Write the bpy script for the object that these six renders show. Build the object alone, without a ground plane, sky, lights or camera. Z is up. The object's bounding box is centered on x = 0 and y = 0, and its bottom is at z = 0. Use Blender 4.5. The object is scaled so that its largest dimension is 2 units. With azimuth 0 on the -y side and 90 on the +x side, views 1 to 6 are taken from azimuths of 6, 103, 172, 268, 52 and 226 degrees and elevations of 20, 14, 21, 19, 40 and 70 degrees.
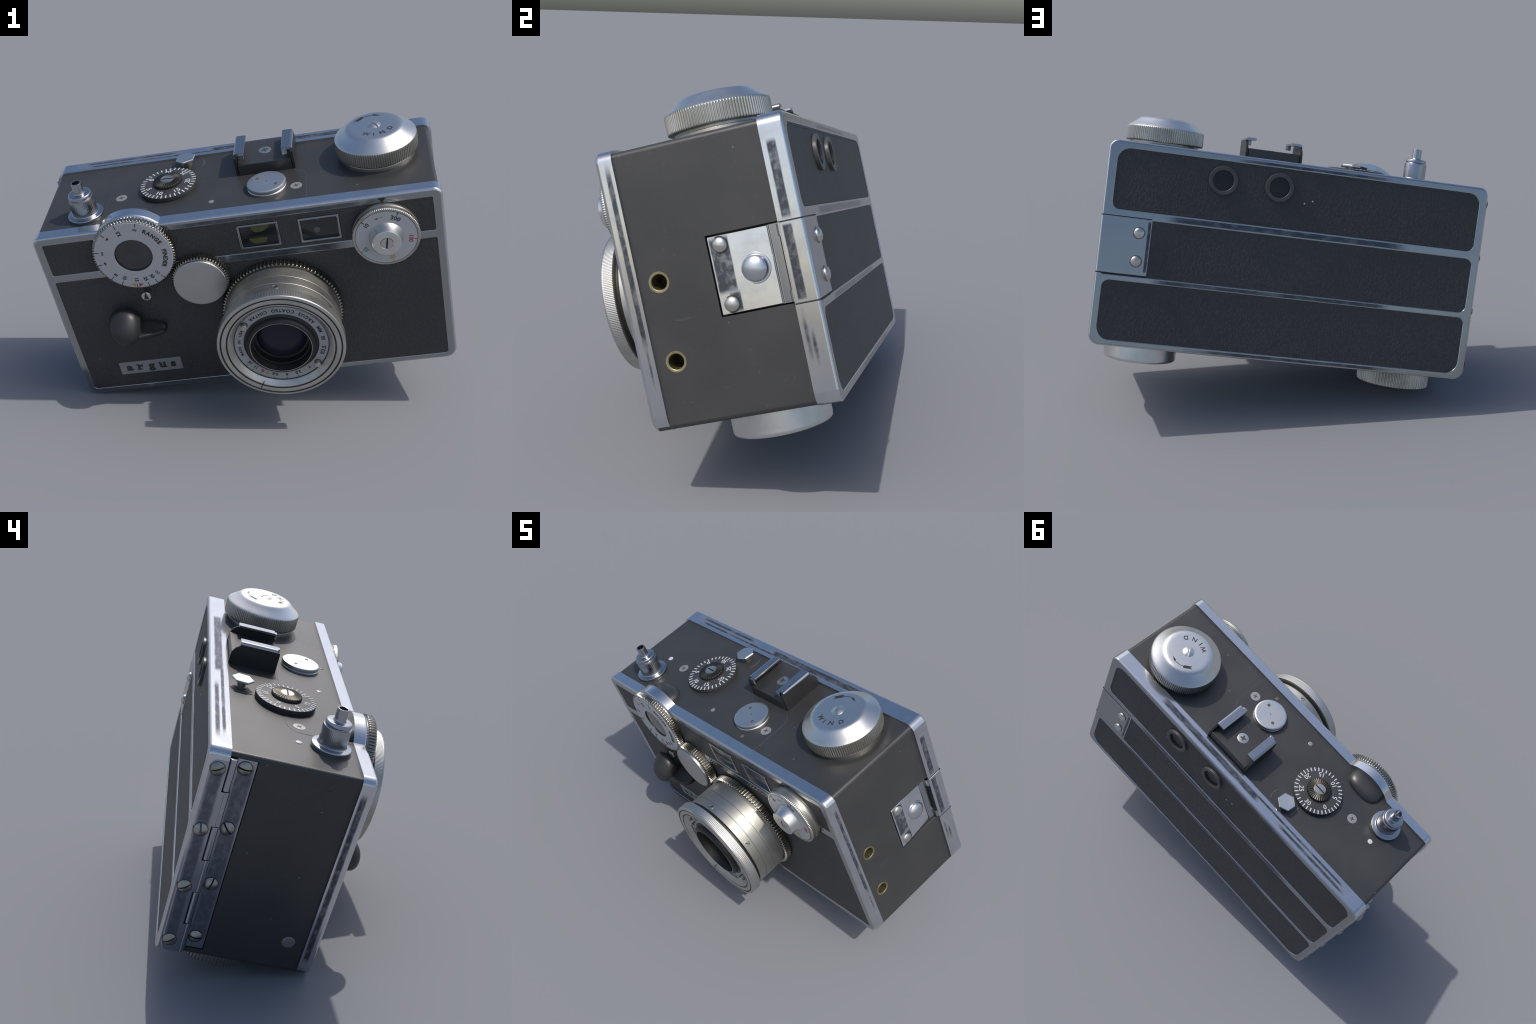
"""Vintage rangefinder film camera, tilted in space.  Everything is described in the
camera's own frame (x right, y to the back, z up, z = 0 on the top plate) and then
placed with one rigid transform."""
import bpy, bmesh, math, random
from math import sin, cos, pi, radians, hypot
from mathutils import Matrix, Vector
from mathutils.geometry import tessellate_polygon

random.seed(7)
POSE = Matrix(((0.98829, -0.04574, -0.14557, -0.05864),
               (0.00381, 0.96112, -0.27610, -0.03106),
               (0.15254, 0.27231, 0.95004, 1.13019),
               (0, 0, 0, 1)))

# ------------------------------------------------------------------ faces of the camera
# a point on a side is  a*right + b*up + h*normal
FRONT = (Vector((1, 0, 0)), Vector((0, 0, 1)), Vector((0, -1, 0)))    # a=x  b=z  h=-y
BACK = (Vector((-1, 0, 0)), Vector((0, 0, 1)), Vector((0, 1, 0)))     # a=-x b=z  h=y
TOP = (Vector((1, 0, 0)), Vector((0, 1, 0)), Vector((0, 0, 1)))       # a=x  b=y  h=z
BOTTOM = (Vector((1, 0, 0)), Vector((0, -1, 0)), Vector((0, 0, -1)))  # a=x  b=-y h=-z
RIGHT = (Vector((0, 1, 0)), Vector((0, 0, 1)), Vector((1, 0, 0)))     # a=y  b=z  h=x
LEFT = (Vector((0, -1, 0)), Vector((0, 0, 1)), Vector((-1, 0, 0)))    # a=-y b=z  h=-x


BACK_SKEW = Matrix.Rotation(-0.0052, 4, 'Z')     # the back door does not sit quite square


def on(side, a, b, h):
    r, u, n = side
    return r * a + u * b + n * h


# ------------------------------------------------------------------ materials
class Nodes:
    def __init__(self, name):
        self.mat = bpy.data.materials.new(name)
        self.mat.use_nodes = True
        self.t = self.mat.node_tree
        self.bsdf = self.t.nodes['Principled BSDF']
        self.co = self.t.nodes.new('ShaderNodeTexCoord').outputs['Object']

    def new(self, kind, **kw):
        n = self.t.nodes.new('ShaderNode' + kind)
        for k, v in kw.items():
            setattr(n, k, v)
        return n

    def put(self, socket, v):
        if isinstance(v, bpy.types.NodeSocket):
            self.t.links.new(v, socket)
        else:
            socket.default_value = v

    def math(self, op, a, b=0.0, c=0.0, clamp=False):
        n = self.new('Math', operation=op, use_clamp=clamp)
        for s, v in zip(n.inputs, (a, b, c)):
            self.put(s, v)
        return n.outputs[0]

    def scaled(self, s):
        m = self.new('Mapping')
        self.put(m.inputs['Vector'], self.co)
        m.inputs['Scale'].default_value = s
        return m.outputs[0]

    def noise(self, scale, detail=4, rough=0.55, stretch=None, distortion=0.0):
        n = self.new('TexNoise')
        self.put(n.inputs['Vector'], self.scaled(stretch) if stretch else self.co)
        n.inputs['Scale'].default_value = scale
        n.inputs['Detail'].default_value = detail
        n.inputs['Roughness'].default_value = rough
        n.inputs['Distortion'].default_value = distortion
        return n.outputs['Fac']

    def ramp(self, fac, lo, hi, smooth=True):
        n = self.new('MapRange', interpolation_type='SMOOTHSTEP' if smooth else 'LINEAR')
        self.put(n.inputs['Value'], fac)
        self.put(n.inputs['From Min'], lo)
        self.put(n.inputs['From Max'], hi)
        return n.outputs['Result']

    def mix(self, fac, a, b):
        n = self.new('Mix', data_type='RGBA')
        self.put(n.inputs['Factor'], fac)
        for s, v in ((n.inputs['A'], a), (n.inputs['B'], b)):
            self.put(s, (*v, 1) if isinstance(v, tuple) and len(v) == 3 else v)
        return n.outputs['Result']

    def bump(self, height, strength, dist):
        n = self.new('Bump')
        n.inputs['Strength'].default_value = strength
        n.inputs['Distance'].default_value = dist
        self.put(n.inputs['Height'], height)
        self.put(self.bsdf.inputs['Normal'], n.outputs[0])

    def set(self, **kw):
        for k, v in kw.items():
            k = {'color': 'Base Color', 'rough': 'Roughness', 'metal': 'Metallic',
                 'coat': 'Coat Weight', 'spec': 'Specular IOR Level', 'aniso': 'Anisotropic'}[k]
            self.put(self.bsdf.inputs[k], (*v, 1) if isinstance(v, tuple) and len(v) == 3 else v)
        return self.mat

    def box(self, lo, hi, soft, wobble):
        """1 inside an axis-aligned region, with a ragged noisy border"""
        sep = self.new('SeparateXYZ')
        self.put(sep.inputs[0], self.co)
        out = None
        for i in range(3):
            if hi[i] - lo[i] > 15:
                continue
            c, half = (lo[i] + hi[i]) / 2, (hi[i] - lo[i]) / 2
            d = self.math('ABSOLUTE', self.math('SUBTRACT', sep.outputs[i], c))
            s = soft[i] if half < 2 else 0.0012            # open-ended side: crisp limit
            d = self.math('ADD', d, self.math('MULTIPLY', wobble, s * 1.3))
            m = self.ramp(d, half + s * 0.9, half - s * 1.1)
            out = m if out is None else self.math('MULTIPLY', out, m)
        return out


def plain(name, color, rough=0.5, metal=0.0, var=0.15, scale=9.0, **kw):
    n = Nodes(name)
    f = n.ramp(n.noise(scale, 6), 0.25, 0.75)
    dark = tuple(c * (1 - var) for c in color)
    lite = tuple(min(1, c * (1 + var)) for c in color)
    rn = n.ramp(n.noise(scale * 4, 5), 0.2, 0.8)
    rr = n.math('ADD', rough - 0.05, n.math('MULTIPLY', rn, 0.1))
    return n.set(color=n.mix(f, dark, lite), rough=rr, metal=metal, **kw)


def chrome(name, regions=(), face_darkening=(), base=(0.66, 0.675, 0.70), dark_reflection=(0.042, 0.050, 0.068), rough=0.15):
    """plated sheet with finger haze; dark reflections are painted in as bands"""
    n = Nodes(name)
    haze = n.ramp(n.noise(14, 6, 0.6), 0.35, 0.75)
    fine = n.noise(26, 6, 0.6, stretch=(0.6, 1.5, 1.2))
    col = n.mix(n.math('MULTIPLY', haze, 0.45), base, tuple(c * 0.78 for c in base))
    wob = n.math('SUBTRACT', n.noise(16, 4, 0.5), 0.5)
    mask = None
    for lo, hi, soft in regions:
        m = n.box(lo, hi, soft, wob)
        mask = m if mask is None else n.math('MAXIMUM', mask, m)
    for lo, hi, soft in face_darkening:                       # broad faces: darker, greyer base colour
        col = n.mix(n.box(lo, hi, soft, 0.0), col, (0.36, 0.37, 0.385))
    if mask is not None:
        speck = n.ramp(fine, 0.42, 0.72)
        mask = n.math('MULTIPLY', mask, n.math('SUBTRACT', 1.0, n.math('MULTIPLY', speck, 0.28)))
        col = n.mix(n.math('MULTIPLY', mask, 0.98), col, dark_reflection)
    r = n.math('ADD', rough, n.math('MULTIPLY', haze, 0.07))
    metal = 1.0 if mask is None else n.math('SUBTRACT', 1.0, n.math('MULTIPLY', mask, 0.55))
    return n.set(color=col, rough=r, metal=metal)


def black_paint():
    n = Nodes('black_paint')
    cloud = n.ramp(n.noise(3.2, 6, 0.6), 0.3, 0.7)
    col = n.mix(cloud, (0.031, 0.0313, 0.0325), (0.038, 0.0378, 0.0378))
    dust = n.ramp(n.noise(60, 3, 0.5), 0.64, 0.80)
    col = n.mix(n.math('MULTIPLY', dust, 0.30), col, (0.10, 0.10, 0.095))
    # small chips that show pale primer
    v = n.new('TexVoronoi', feature='F1')
    n.put(v.inputs['Vector'], n.co)
    v.inputs['Scale'].default_value = 16
    chip = n.ramp(v.outputs['Distance'], 0.085, 0.045)
    keep = n.ramp(n.noise(7.0, 2), 0.50, 0.56)
    col = n.mix(n.math('MULTIPLY', n.math('MULTIPLY', chip, keep), 0.38), col, (0.28, 0.27, 0.25))
    scr = n.noise(16, 3, 0.6, stretch=(1, 0.25, 3.5))
    scr = n.ramp(scr, 0.69, 0.76)
    col = n.mix(n.math('MULTIPLY', scr, 0.25), col, (0.12, 0.13, 0.13))
    rr = n.math('ADD', 0.35, n.math('MULTIPLY', cloud, 0.10))
    n.bump(n.noise(160, 3), 0.05, 0.004)
    return n.set(color=col, rough=rr, spec=0.62)


def leather():
    n = Nodes('leatherette')
    v = n.new('TexVoronoi', feature='SMOOTH_F1')
    warp = n.new('Mix', data_type='VECTOR')
    nz = n.new('TexNoise')
    n.put(nz.inputs['Vector'], n.co)
    nz.inputs['Scale'].default_value = 30
    mp = n.scaled((1.5, 1.0, 0.9))
    add = n.new('VectorMath', operation='MULTIPLY_ADD')
    n.put(add.inputs[0], nz.outputs['Color'])
    add.inputs[1].default_value = (0.018, 0.018, 0.018)
    n.put(add.inputs[2], mp)
    n.put(v.inputs['Vector'], add.outputs[0])
    v.inputs['Scale'].default_value = 74
    v.inputs['Smoothness'].default_value = 0.5
    pebble = n.ramp(v.outputs['Distance'], 0.65, 0.05)
    fold = n.noise(46, 5, 0.6)
    height = n.math('ADD', pebble, n.math('MULTIPLY', fold, 0.30))
    n.bump(height, 0.28, 0.005)
    cloud = n.ramp(n.noise(2.5, 5), 0.3, 0.7)
    col = n.mix(cloud, (0.040, 0.040, 0.042), (0.050, 0.050, 0.052))
    valley = n.ramp(pebble, 0.45, 0.05)
    col = n.mix(n.math('MULTIPLY', valley, 0.5), col, (0.027, 0.027, 0.028))
    sp = n.new('TexVoronoi', feature='F1')
    n.put(sp.inputs['Vector'], n.co)
    sp.inputs['Scale'].default_value = 9
    chip = n.math('MULTIPLY', n.ramp(sp.outputs['Distance'], 0.045, 0.028),
                  n.ramp(n.noise(5.0, 2), 0.57, 0.6))
    col = n.mix(n.math('MULTIPLY', chip, 0.6), col, (0.25, 0.24, 0.22))
    return n.set(color=col, rough=0.55)


def warm_nickel(name, base, rough, dirt=0.6, stretch=None):
    n = Nodes(name)
    f = n.ramp(n.noise(10, 6, 0.6, stretch=stretch), 0.3, 0.75)
    col = n.mix(n.math('MULTIPLY', f, dirt), base, tuple(c * k for c, k in zip(base, (0.62, 0.60, 0.52))))
    spots = n.ramp(n.noise(38, 4, 0.7), 0.66, 0.76)
    col = n.mix(n.math('MULTIPLY', spots, 0.35 * dirt), col, (0.16, 0.14, 0.10))
    r = n.math('ADD', rough, n.math('MULTIPLY', f, 0.12))
    return n.set(color=col, rough=r, metal=1.0)


M = {}


def build_materials():
    M['paint'] = black_paint()
    M['leather'] = leather()
    X = 9.0
    M['front_chrome'] = chrome('front_frame_chrome', [
        ((-0.05, -9, -0.238), (0.47, 9, -0.206), (0.06, 1, 0.004)),       # strip under the windows
        ((-0.25, -9, -0.0265), (0.56, -0.327, -0.006), (0.05, 1, 0.003)),  # lip above the windows
        ((0.916, -0.298, -0.66), (9.9, -0.279, -0.045), (0.1, 0.003, 0.05)),
        ((0.916, -0.292, -0.80), (9.9, -0.283, -0.66), (0.1, 0.003, 0.05)),
        ((-9.9, -0.303, -0.88), (-0.916, -0.277, -0.06), (0.1, 0.004, 0.03)),
        ((0.20, -9, -0.951), (0.60, -0.327, -0.9400), (0.10, 1, 0.003)),
    ], face_darkening=[((-9, -9, -9), (9, -0.3270, 9), (1, 0.0015, 1))])
    M['back_chrome'] = chrome('back_frame_chrome', [
        ((-0.52, 0.31, -0.339), (0.60, 9, -0.314), (0.05, 1, 0.002)),
        ((-0.48, 0.31, -0.636), (0.64, 9, -0.619), (0.05, 1, 0.002)),
        ((-0.52, 0.31, -0.943), (0.40, 9, -0.929), (0.10, 1, 0.002)),
        ((-0.40, 0.31, -0.017), (0.30, 9, -0.004), (0.10, 1, 0.002)),
        ((-0.15, 0.268, 0.0), (0.57, 0.304, 9), (0.03, 0.005, 1)),
        ((-0.78, 0.266, 0.0), (-0.10, 0.280, 9), (0.05, 0.003, 1)),
        ((-0.80, 0.290, 0.0), (-0.30, 0.308, 9), (0.05, 0.004, 1)),
        ((0.916, 0.262, -0.328), (9.9, 0.293, -0.078), (0.1, 0.003, 0.010)),
        ((0.916, 0.255, -0.80), (9.9, 0.272, -0.64), (0.1, 0.008, 0.05)),
        ((0.916, 0.275, -0.82), (9.9, 0.290, -0.70), (0.1, 0.006, 0.05)),
    ], face_darkening=[((-9, YB - 0.0012, -9), (9, 9, 9), (1, 0.0015, 1))])
    M['strap_chrome'] = chrome('strap_chrome', [
        ((0.916, 0.258, -0.597), (9.9, 0.289, -0.350), (0.1, 0.003, 0.006)),
        ((0.692, 0.3, -0.590), (0.706, 9, -0.352), (0.002, 1, 0.006))],
        face_darkening=[((-9, 0.3300, -9), (9, 9, 9), (1, 0.0015, 1))])
    M['latch_chrome'] = chrome('latch_plate_chrome', [
        ((0.8, -0.002, -0.53), (9, 0.062, -0.345), (0.1, 0.003, 0.012)),
        ((0.8, 0.030, -0.60), (9, 0.066, -0.53), (0.1, 0.003, 0.012))], base=(0.74, 0.75, 0.78))
    M['chrome'] = chrome('small_part_chrome', base=(0.44, 0.455, 0.48), rough=0.19)
    M['hinge'] = chrome('hinge_plate_chrome', [
        ((-9.9, 0.262, -0.90), (-0.9, 0.310, -0.06), (0.1, 0.008, 0.03)),
        ((-9.9, 0.146, -0.88), (-0.9, 0.210, -0.05), (0.1, 0.006, 0.03))],
        base=(0.42, 0.44, 0.48), dark_reflection=(0.10, 0.112, 0.14), rough=0.20)
    M['knob'] = warm_nickel('spun_aluminium', (0.72, 0.725, 0.72), 0.28, 0.35)
    M['knurl'] = warm_nickel('knurled_nickel', (0.55, 0.54, 0.505), 0.34, 0.8)
    M['gear'] = warm_nickel('gear_nickel', (0.40, 0.39, 0.36), 0.20, 0.8)
    M['barrel'] = warm_nickel('lens_barrel_nickel', (0.48, 0.473, 0.445), 0.40, 0.5)
    M['lens_rim'] = warm_nickel('lens_rim_nickel', (0.56, 0.555, 0.535), 0.36, 0.5)
    M['rivet'] = warm_nickel('rivet_nickel', (0.64, 0.62, 0.58), 0.28, 0.4)
    M['screw'] = warm_nickel('screw_steel', (0.46, 0.45, 0.42), 0.36, 0.6)
    M['brass'] = warm_nickel('brass', (0.40, 0.345, 0.21), 0.45, 0.8)
    M['white'] = plain('dial_enamel', (0.43, 0.44, 0.455), 0.42, var=0.04, scale=3)
    M['name_ring'] = plain('name_ring_silver', (0.36, 0.36, 0.365), 0.45, var=0.08, metal=0.15)
    M['plate_silver'] = plain('nameplate_silver', (0.25, 0.26, 0.275), 0.42, metal=0.2, var=0.08)
    M['ink'] = plain('black_ink', (0.022, 0.022, 0.022), 0.5)
    M['red'] = plain('red_ink', (0.36, 0.045, 0.045), 0.5)
    M['yellow'] = plain('yellow_ink', (0.45, 0.30, 0.03), 0.5)
    M['green'] = plain('green_ink', (0.05, 0.24, 0.10), 0.5)
    M['marks'] = plain('white_ink', (0.55, 0.56, 0.58), 0.5, var=0.08)
    M['black'] = plain('black_enamel', (0.014, 0.014, 0.014), 0.42)
    M['dial_black'] = plain('dial_black', (0.042, 0.042, 0.044), 0.45)
    M['lever'] = plain('lever_bakelite', (0.024, 0.025, 0.026), 0.42)
    M['dark'] = plain('dark_recess', (0.008, 0.008, 0.009), 0.6)
    M['ring_dark'] = plain('eyepiece_bakelite', (0.066, 0.065, 0.063), 0.40)
    M['eye_glass'] = plain('eyepiece_glass', (0.009, 0.010, 0.012), 0.35)
    M['pane'] = plain('window_glass', (0.013, 0.014, 0.016), 0.16, var=0.25, coat=0.4)
    M['wheel_glass'] = plain('wheel_glass', (0.030, 0.031, 0.035), 0.14, var=0.2, scale=14, coat=0.5)
    M['amber'] = plain('amber_mirror', (0.090, 0.085, 0.025), 0.25, scale=25, coat=0.3)
    M['haze'] = plain('grey_reflector', (0.085, 0.090, 0.10), 0.4)
    M['grain_line'] = plain('brown_wear', (0.085, 0.075, 0.06), 0.5, var=0.4, scale=40)
    M['grey_dot'] = plain('grey_stud', (0.20, 0.205, 0.21), 0.4, metal=0.4)
    n = Nodes('coated_lens_glass')
    lw = n.new('LayerWeight')
    lw.inputs['Blend'].default_value = 0.35
    col = n.mix(lw.outputs['Facing'], (0.022, 0.021, 0.038), (0.016, 0.013, 0.018))
    M['glass'] = n.set(color=col, rough=0.22, spec=0.25)
    n = Nodes('knurled_bakelite')
    ck = n.new('TexChecker')
    n.put(ck.inputs['Vector'], n.scaled((1, 1, 1)))
    ck.inputs['Scale'].default_value = 90
    n.bump(ck.outputs['Fac'], 0.4, 0.006)
    M['lever_grip'] = n.set(color=(0.020, 0.021, 0.022), rough=0.45)
    # brushed face with a faint radial sheen (concentric turning marks)
    n = Nodes('turned_aluminium')
    w = n.noise(12, 5)
    M['turned'] = n.set(color=n.mix(w, (0.44, 0.45, 0.455), (0.53, 0.535, 0.53)), rough=0.34, metal=1.0)


# ------------------------------------------------------------------ mesh helpers
class MB:
    """mesh builder"""
    def __init__(self):
        self.v, self.f = [], []

    def add(self, verts, faces):
        o = len(self.v)
        self.v += [Vector(p) for p in verts]
        self.f += [tuple(i + o for i in f) for f in faces]
        return self

    def mesh(self, name, angle=32, mat=None):
        me = bpy.data.meshes.new(name)
        me.from_pydata([tuple(p) for p in self.v], [], self.f)
        bm = bmesh.new()
        bm.from_mesh(me)
        bmesh.ops.remove_doubles(bm, verts=bm.verts, dist=1e-6)
        bmesh.ops.recalc_face_normals(bm, faces=bm.faces)
        bm.to_mesh(me)
        bm.free()
        finish(me, angle, mat)
        return me

    # --- turned part
    def lathe(self, side, ca, cb, profile, seg=96, teeth=0, phase=0.0):
        if teeth:
            per = 8
            rib = (1, 0.95, 0.50, 0.08, 0, 0.08, 0.50, 0.95)
            seg = teeth * per
        rings = []
        for e in profile:
            r, h = e[0], e[1]
            amp = e[2] if len(e) > 2 else 0.0
            if r <= 1e-9:
                rings.append([on(side, ca, cb, h)])
                continue
            ring = []
            for i in range(seg):
                a = 2 * pi * i / seg + phase
                rr = r
                if amp:
                    rr = r - amp * (1 - rib[i % per])
                ring.append(on(side, ca + rr * cos(a), cb + rr * sin(a), h))
            rings.append(ring)
        verts, faces, starts = [], [], []
        for ring in rings:
            starts.append(len(verts))
            verts += ring
        for k in range(len(rings) - 1):
            A, B, a0, b0 = rings[k], rings[k + 1], starts[k], starts[k + 1]
            for i in range(seg):
                j = (i + 1) % seg
                if len(A) == 1 and len(B) == 1:
                    break
                if len(A) == 1:
                    faces.append((a0, b0 + i, b0 + j))
                elif len(B) == 1:
                    faces.append((a0 + i, a0 + j, b0))
                else:
                    faces.append((a0 + i, a0 + j, b0 + j, b0 + i))
        return self.add(verts, faces)

    # --- flat sheet with rounded edges and openings
    def sheet(self, side, outer, holes, h0, h1, bevel=0.004, steps=4, hole_bevel=None):
        hb = bevel if hole_bevel is None else hole_bevel
        tops, bottoms = [], []
        for loop, sgn, b in [(outer, 1, bevel)] + [(h, -1, hb) for h in holes]:
            loop = ccw(loop)
            rings = [[on(side, x, y, h0) for x, y in loop]]
            for s in range(steps + 1):
                t = s / steps * pi / 2
                ins = inset(loop, sgn * b * (1 - cos(t)))
                rings.append([on(side, x, y, h1 - b + b * sin(t)) for x, y in ins])
            n = len(loop)
            verts = [p for r in rings for p in r]
            faces = []
            for k in range(len(rings) - 1):
                for i in range(n):
                    j = (i + 1) % n
                    faces.append((k * n + i, k * n + j, (k + 1) * n + j, (k + 1) * n + i))
            self.add(verts, faces)
            tops.append(inset(loop, sgn * b))
            bottoms.append(loop)
        for loops, h in ((tops, h1), (bottoms, h0)):
            vv = [Vector((x, y, 0)) for l in loops for x, y in l]
            tri = tessellate_polygon([[Vector((x, y, 0)) for x, y in l] for l in loops])
            self.add([on(side, p.x, p.y, h) for p in vv], [tuple(t) for t in tri])
        return self

    def box(self, lo, hi, bevel=0.0, seg=2):
        bm = bmesh.new()
        bmesh.ops.create_cube(bm, size=1)
        for v in bm.verts:
            v.co = Vector([lo[i] + (v.co[i] + 0.5) * (hi[i] - lo[i]) for i in range(3)])
        if bevel:
            bmesh.ops.bevel(bm, geom=bm.edges[:], offset=bevel, segments=seg, affect='EDGES', profile=0.5)
        bm.verts.index_update()
        self.add([v.co.copy() for v in bm.verts], [[v.index for v in f.verts] for f in bm.faces])
        bm.free()
        return self

    # --- solid between polygons of equal count (loft), capped
    def loft(self, loops, cap=True):
        n = len(loops[0])
        verts = [p for l in loops for p in l]
        faces = []
        for k in range(len(loops) - 1):
            for i in range(n):
                j = (i + 1) % n
                faces.append((k * n + i, k * n + j, (k + 1) * n + j, (k + 1) * n + i))
        if cap:
            faces.append(tuple(range(n)))
            faces.append(tuple((len(loops) - 1) * n + i for i in range(n)))
        return self.add(verts, faces)

    # --- lettering
    def letters(self, place, string, size, bold=0.0, spacing=1.0, wide=1.0, depth=0.0007):
        verts, faces, width = glyphs(string, size, bold, spacing, depth)
        return self.add([place(x * wide, y, z) for x, y, z in verts], faces)


def ccw(l):
    s = sum(l[i][0] * l[(i + 1) % len(l)][1] - l[(i + 1) % len(l)][0] * l[i][1] for i in range(len(l)))
    return list(l) if s > 0 else list(l)[::-1]


def inset(l, d):
    """move a ccw outline inwards by d"""
    if abs(d) < 1e-12:
        return list(l)
    out, n = [], len(l)
    for i in range(n):
        p, c, q = l[i - 1], l[i], l[(i + 1) % n]
        def nrm(a, b):
            dx, dy = b[0] - a[0], b[1] - a[1]
            k = hypot(dx, dy) or 1e-9
            return (-dy / k, dx / k)
        n1, n2 = nrm(p, c), nrm(c, q)
        k = 1 + n1[0] * n2[0] + n1[1] * n2[1]
        k = max(k, 0.3)
        out.append((c[0] + d * (n1[0] + n2[0]) / k, c[1] + d * (n1[1] + n2[1]) / k))
    return out


def rrect(x0, x1, y0, y1, r, seg=8):
    """rounded rectangle; r = one radius or (lower-left, lower-right, upper-right, upper-left)"""
    rs = (r,) * 4 if not isinstance(r, tuple) else r
    out = []
    for (cx, cy, a0), rad in zip(((x0, y0, 180), (x1, y0, 270), (x1, y1, 0), (x0, y1, 90)), rs):
        ox = cx + (rad if cx == x0 else -rad)
        oy = cy + (rad if cy == y0 else -rad)
        for i in range(seg + 1):
            a = radians(a0 + 90 * i / seg)
            out.append((ox + rad * cos(a), oy + rad * sin(a)))
    return out


def circle(cx, cy, r, seg=48):
    return [(cx + r * cos(2 * pi * i / seg), cy + r * sin(2 * pi * i / seg)) for i in range(seg)]


_glyph_cache = {}


def glyphs(string, size, bold, spacing, depth):
    key = (string, size, bold, spacing, depth)
    if key not in _glyph_cache:
        cu = bpy.data.curves.new('lettering', 'FONT')
        cu.body = string
        cu.size = size
        cu.offset = bold * size
        cu.space_character = spacing
        cu.extrude = depth
        cu.resolution_u = 4
        ob = bpy.data.objects.new('lettering', cu)
        me = bpy.data.meshes.new_from_object(ob)
        vs = [v.co.copy() for v in me.vertices]
        fs = [tuple(p.vertices) for p in me.polygons]
        bpy.data.objects.remove(ob)
        bpy.data.curves.remove(cu)
        bpy.data.meshes.remove(me)
        xs = [v.x for v in vs]
        mid = (min(xs) + max(xs)) / 2
        ys = [v.y for v in vs]
        ymid = 0.36 * size
        _glyph_cache[key] = ([(v.x - mid, v.y - ymid, v.z) for v in vs], fs, max(xs) - min(xs))
    return _glyph_cache[key]


# angle phi runs clockwise from 'up' of a side
def polar(side, ca, cb, r, phi, h):
    a = radians(phi)
    return on(side, ca + r * sin(a), cb + r * cos(a), h)


def arc_out(side, ca, cb, r, phi, h):
    """letters on a circle, read clockwise, tops outwards"""
    return lambda x, y, z: polar(side, ca, cb, r + y, phi + math.degrees(x / r), h + z)


def arc_in(side, ca, cb, r, phi, h):
    """letters on a circle, read anticlockwise, tops towards the centre"""
    return lambda x, y, z: polar(side, ca, cb, r - y, phi - math.degrees(x / r), h + z)


def radial(side, ca, cb, r, phi, h):
    """letters read outwards along the radius"""
    a = radians(phi)
    o, t = (sin(a), cos(a)), (-cos(a), sin(a))
    return lambda x, y, z: on(side, ca + o[0] * (r + x) + t[0] * y, cb + o[1] * (r + x) + t[1] * y, h + z)


def tick(mb, side, ca, cb, r0, r1, phi, h, w, depth=0.0007):
    a = radians(phi)
    o, t = (sin(a), cos(a)), (cos(a), -sin(a))
    P = lambda r, s, z: on(side, ca + o[0] * r + t[0] * s, cb + o[1] * r + t[1] * s, h + z)
    mb.loft([[P(r0, -w, z), P(r0, w, z), P(r1, w, z), P(r1, -w, z)] for z in (-depth, depth)])


def prism(mb, side, pts, h0, h1):
    mb.loft([[on(side, x, y, h) for x, y in pts] for h in (h0, h1)])


def finish(me, angle, mat):
    for p in me.polygons:
        p.use_smooth = True
    me.set_sharp_from_angle(angle=radians(angle))
    if mat is not None and not me.materials:
        me.materials.append(M[mat])


ROOT = None


def part(name, mb, mat, parent=None, angle=32, skew=False):
    me = mb if isinstance(mb, bpy.types.Mesh) else mb.mesh(name, angle, mat)
    if not me.materials:
        me.materials.append(M[mat])
    ob = bpy.data.objects.new(name, me)
    bpy.context.scene.collection.objects.link(ob)
    wn = ob.modifiers.new('weighted_normals', 'WEIGHTED_NORMAL')     # keeps broad faces flat
    wn.keep_sharp = True
    wn.weight = 80
    if parent is None:
        ob.parent = ROOT
        ob.matrix_local = POSE @ BACK_SKEW if skew else POSE
    else:
        ob.parent = parent
    return ob


def boolean_cut(me, cutter):
    a = bpy.data.objects.new('work', me)
    b = bpy.data.objects.new('cutter', cutter)
    for o in (a, b):
        bpy.context.scene.collection.objects.link(o)
    md = a.modifiers.new('cut', 'BOOLEAN')
    md.operation, md.object, md.solver = 'DIFFERENCE', b, 'EXACT'
    bpy.context.view_layer.update()
    out = bpy.data.meshes.new_from_object(a.evaluated_get(bpy.context.evaluated_depsgraph_get()))
    for o in (a, b):
        bpy.data.objects.remove(o)
    return out


def copies(ob, places):
    """repeat a small part, sharing its mesh; each place is a matrix in the camera frame"""
    base = ob.matrix_local.copy()
    out = [ob]
    ob.matrix_local = base @ places[0]
    for m in places[1:]:
        c = ob.copy()
        c.matrix_local = base @ m
        bpy.context.scene.collection.objects.link(c)
        out.append(c)
    return out


def place(side, a, b, h, turn=0.0):
    """matrix that stands a part built along +z at the origin on a side of the camera"""
    r, u, n = side
    m = Matrix((r, u, n)).transposed().to_4x4()
    m.translation = on(side, a, b, h)
    return m @ Matrix.Rotation(radians(turn), 4, 'Z')


ZUP = TOP


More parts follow.
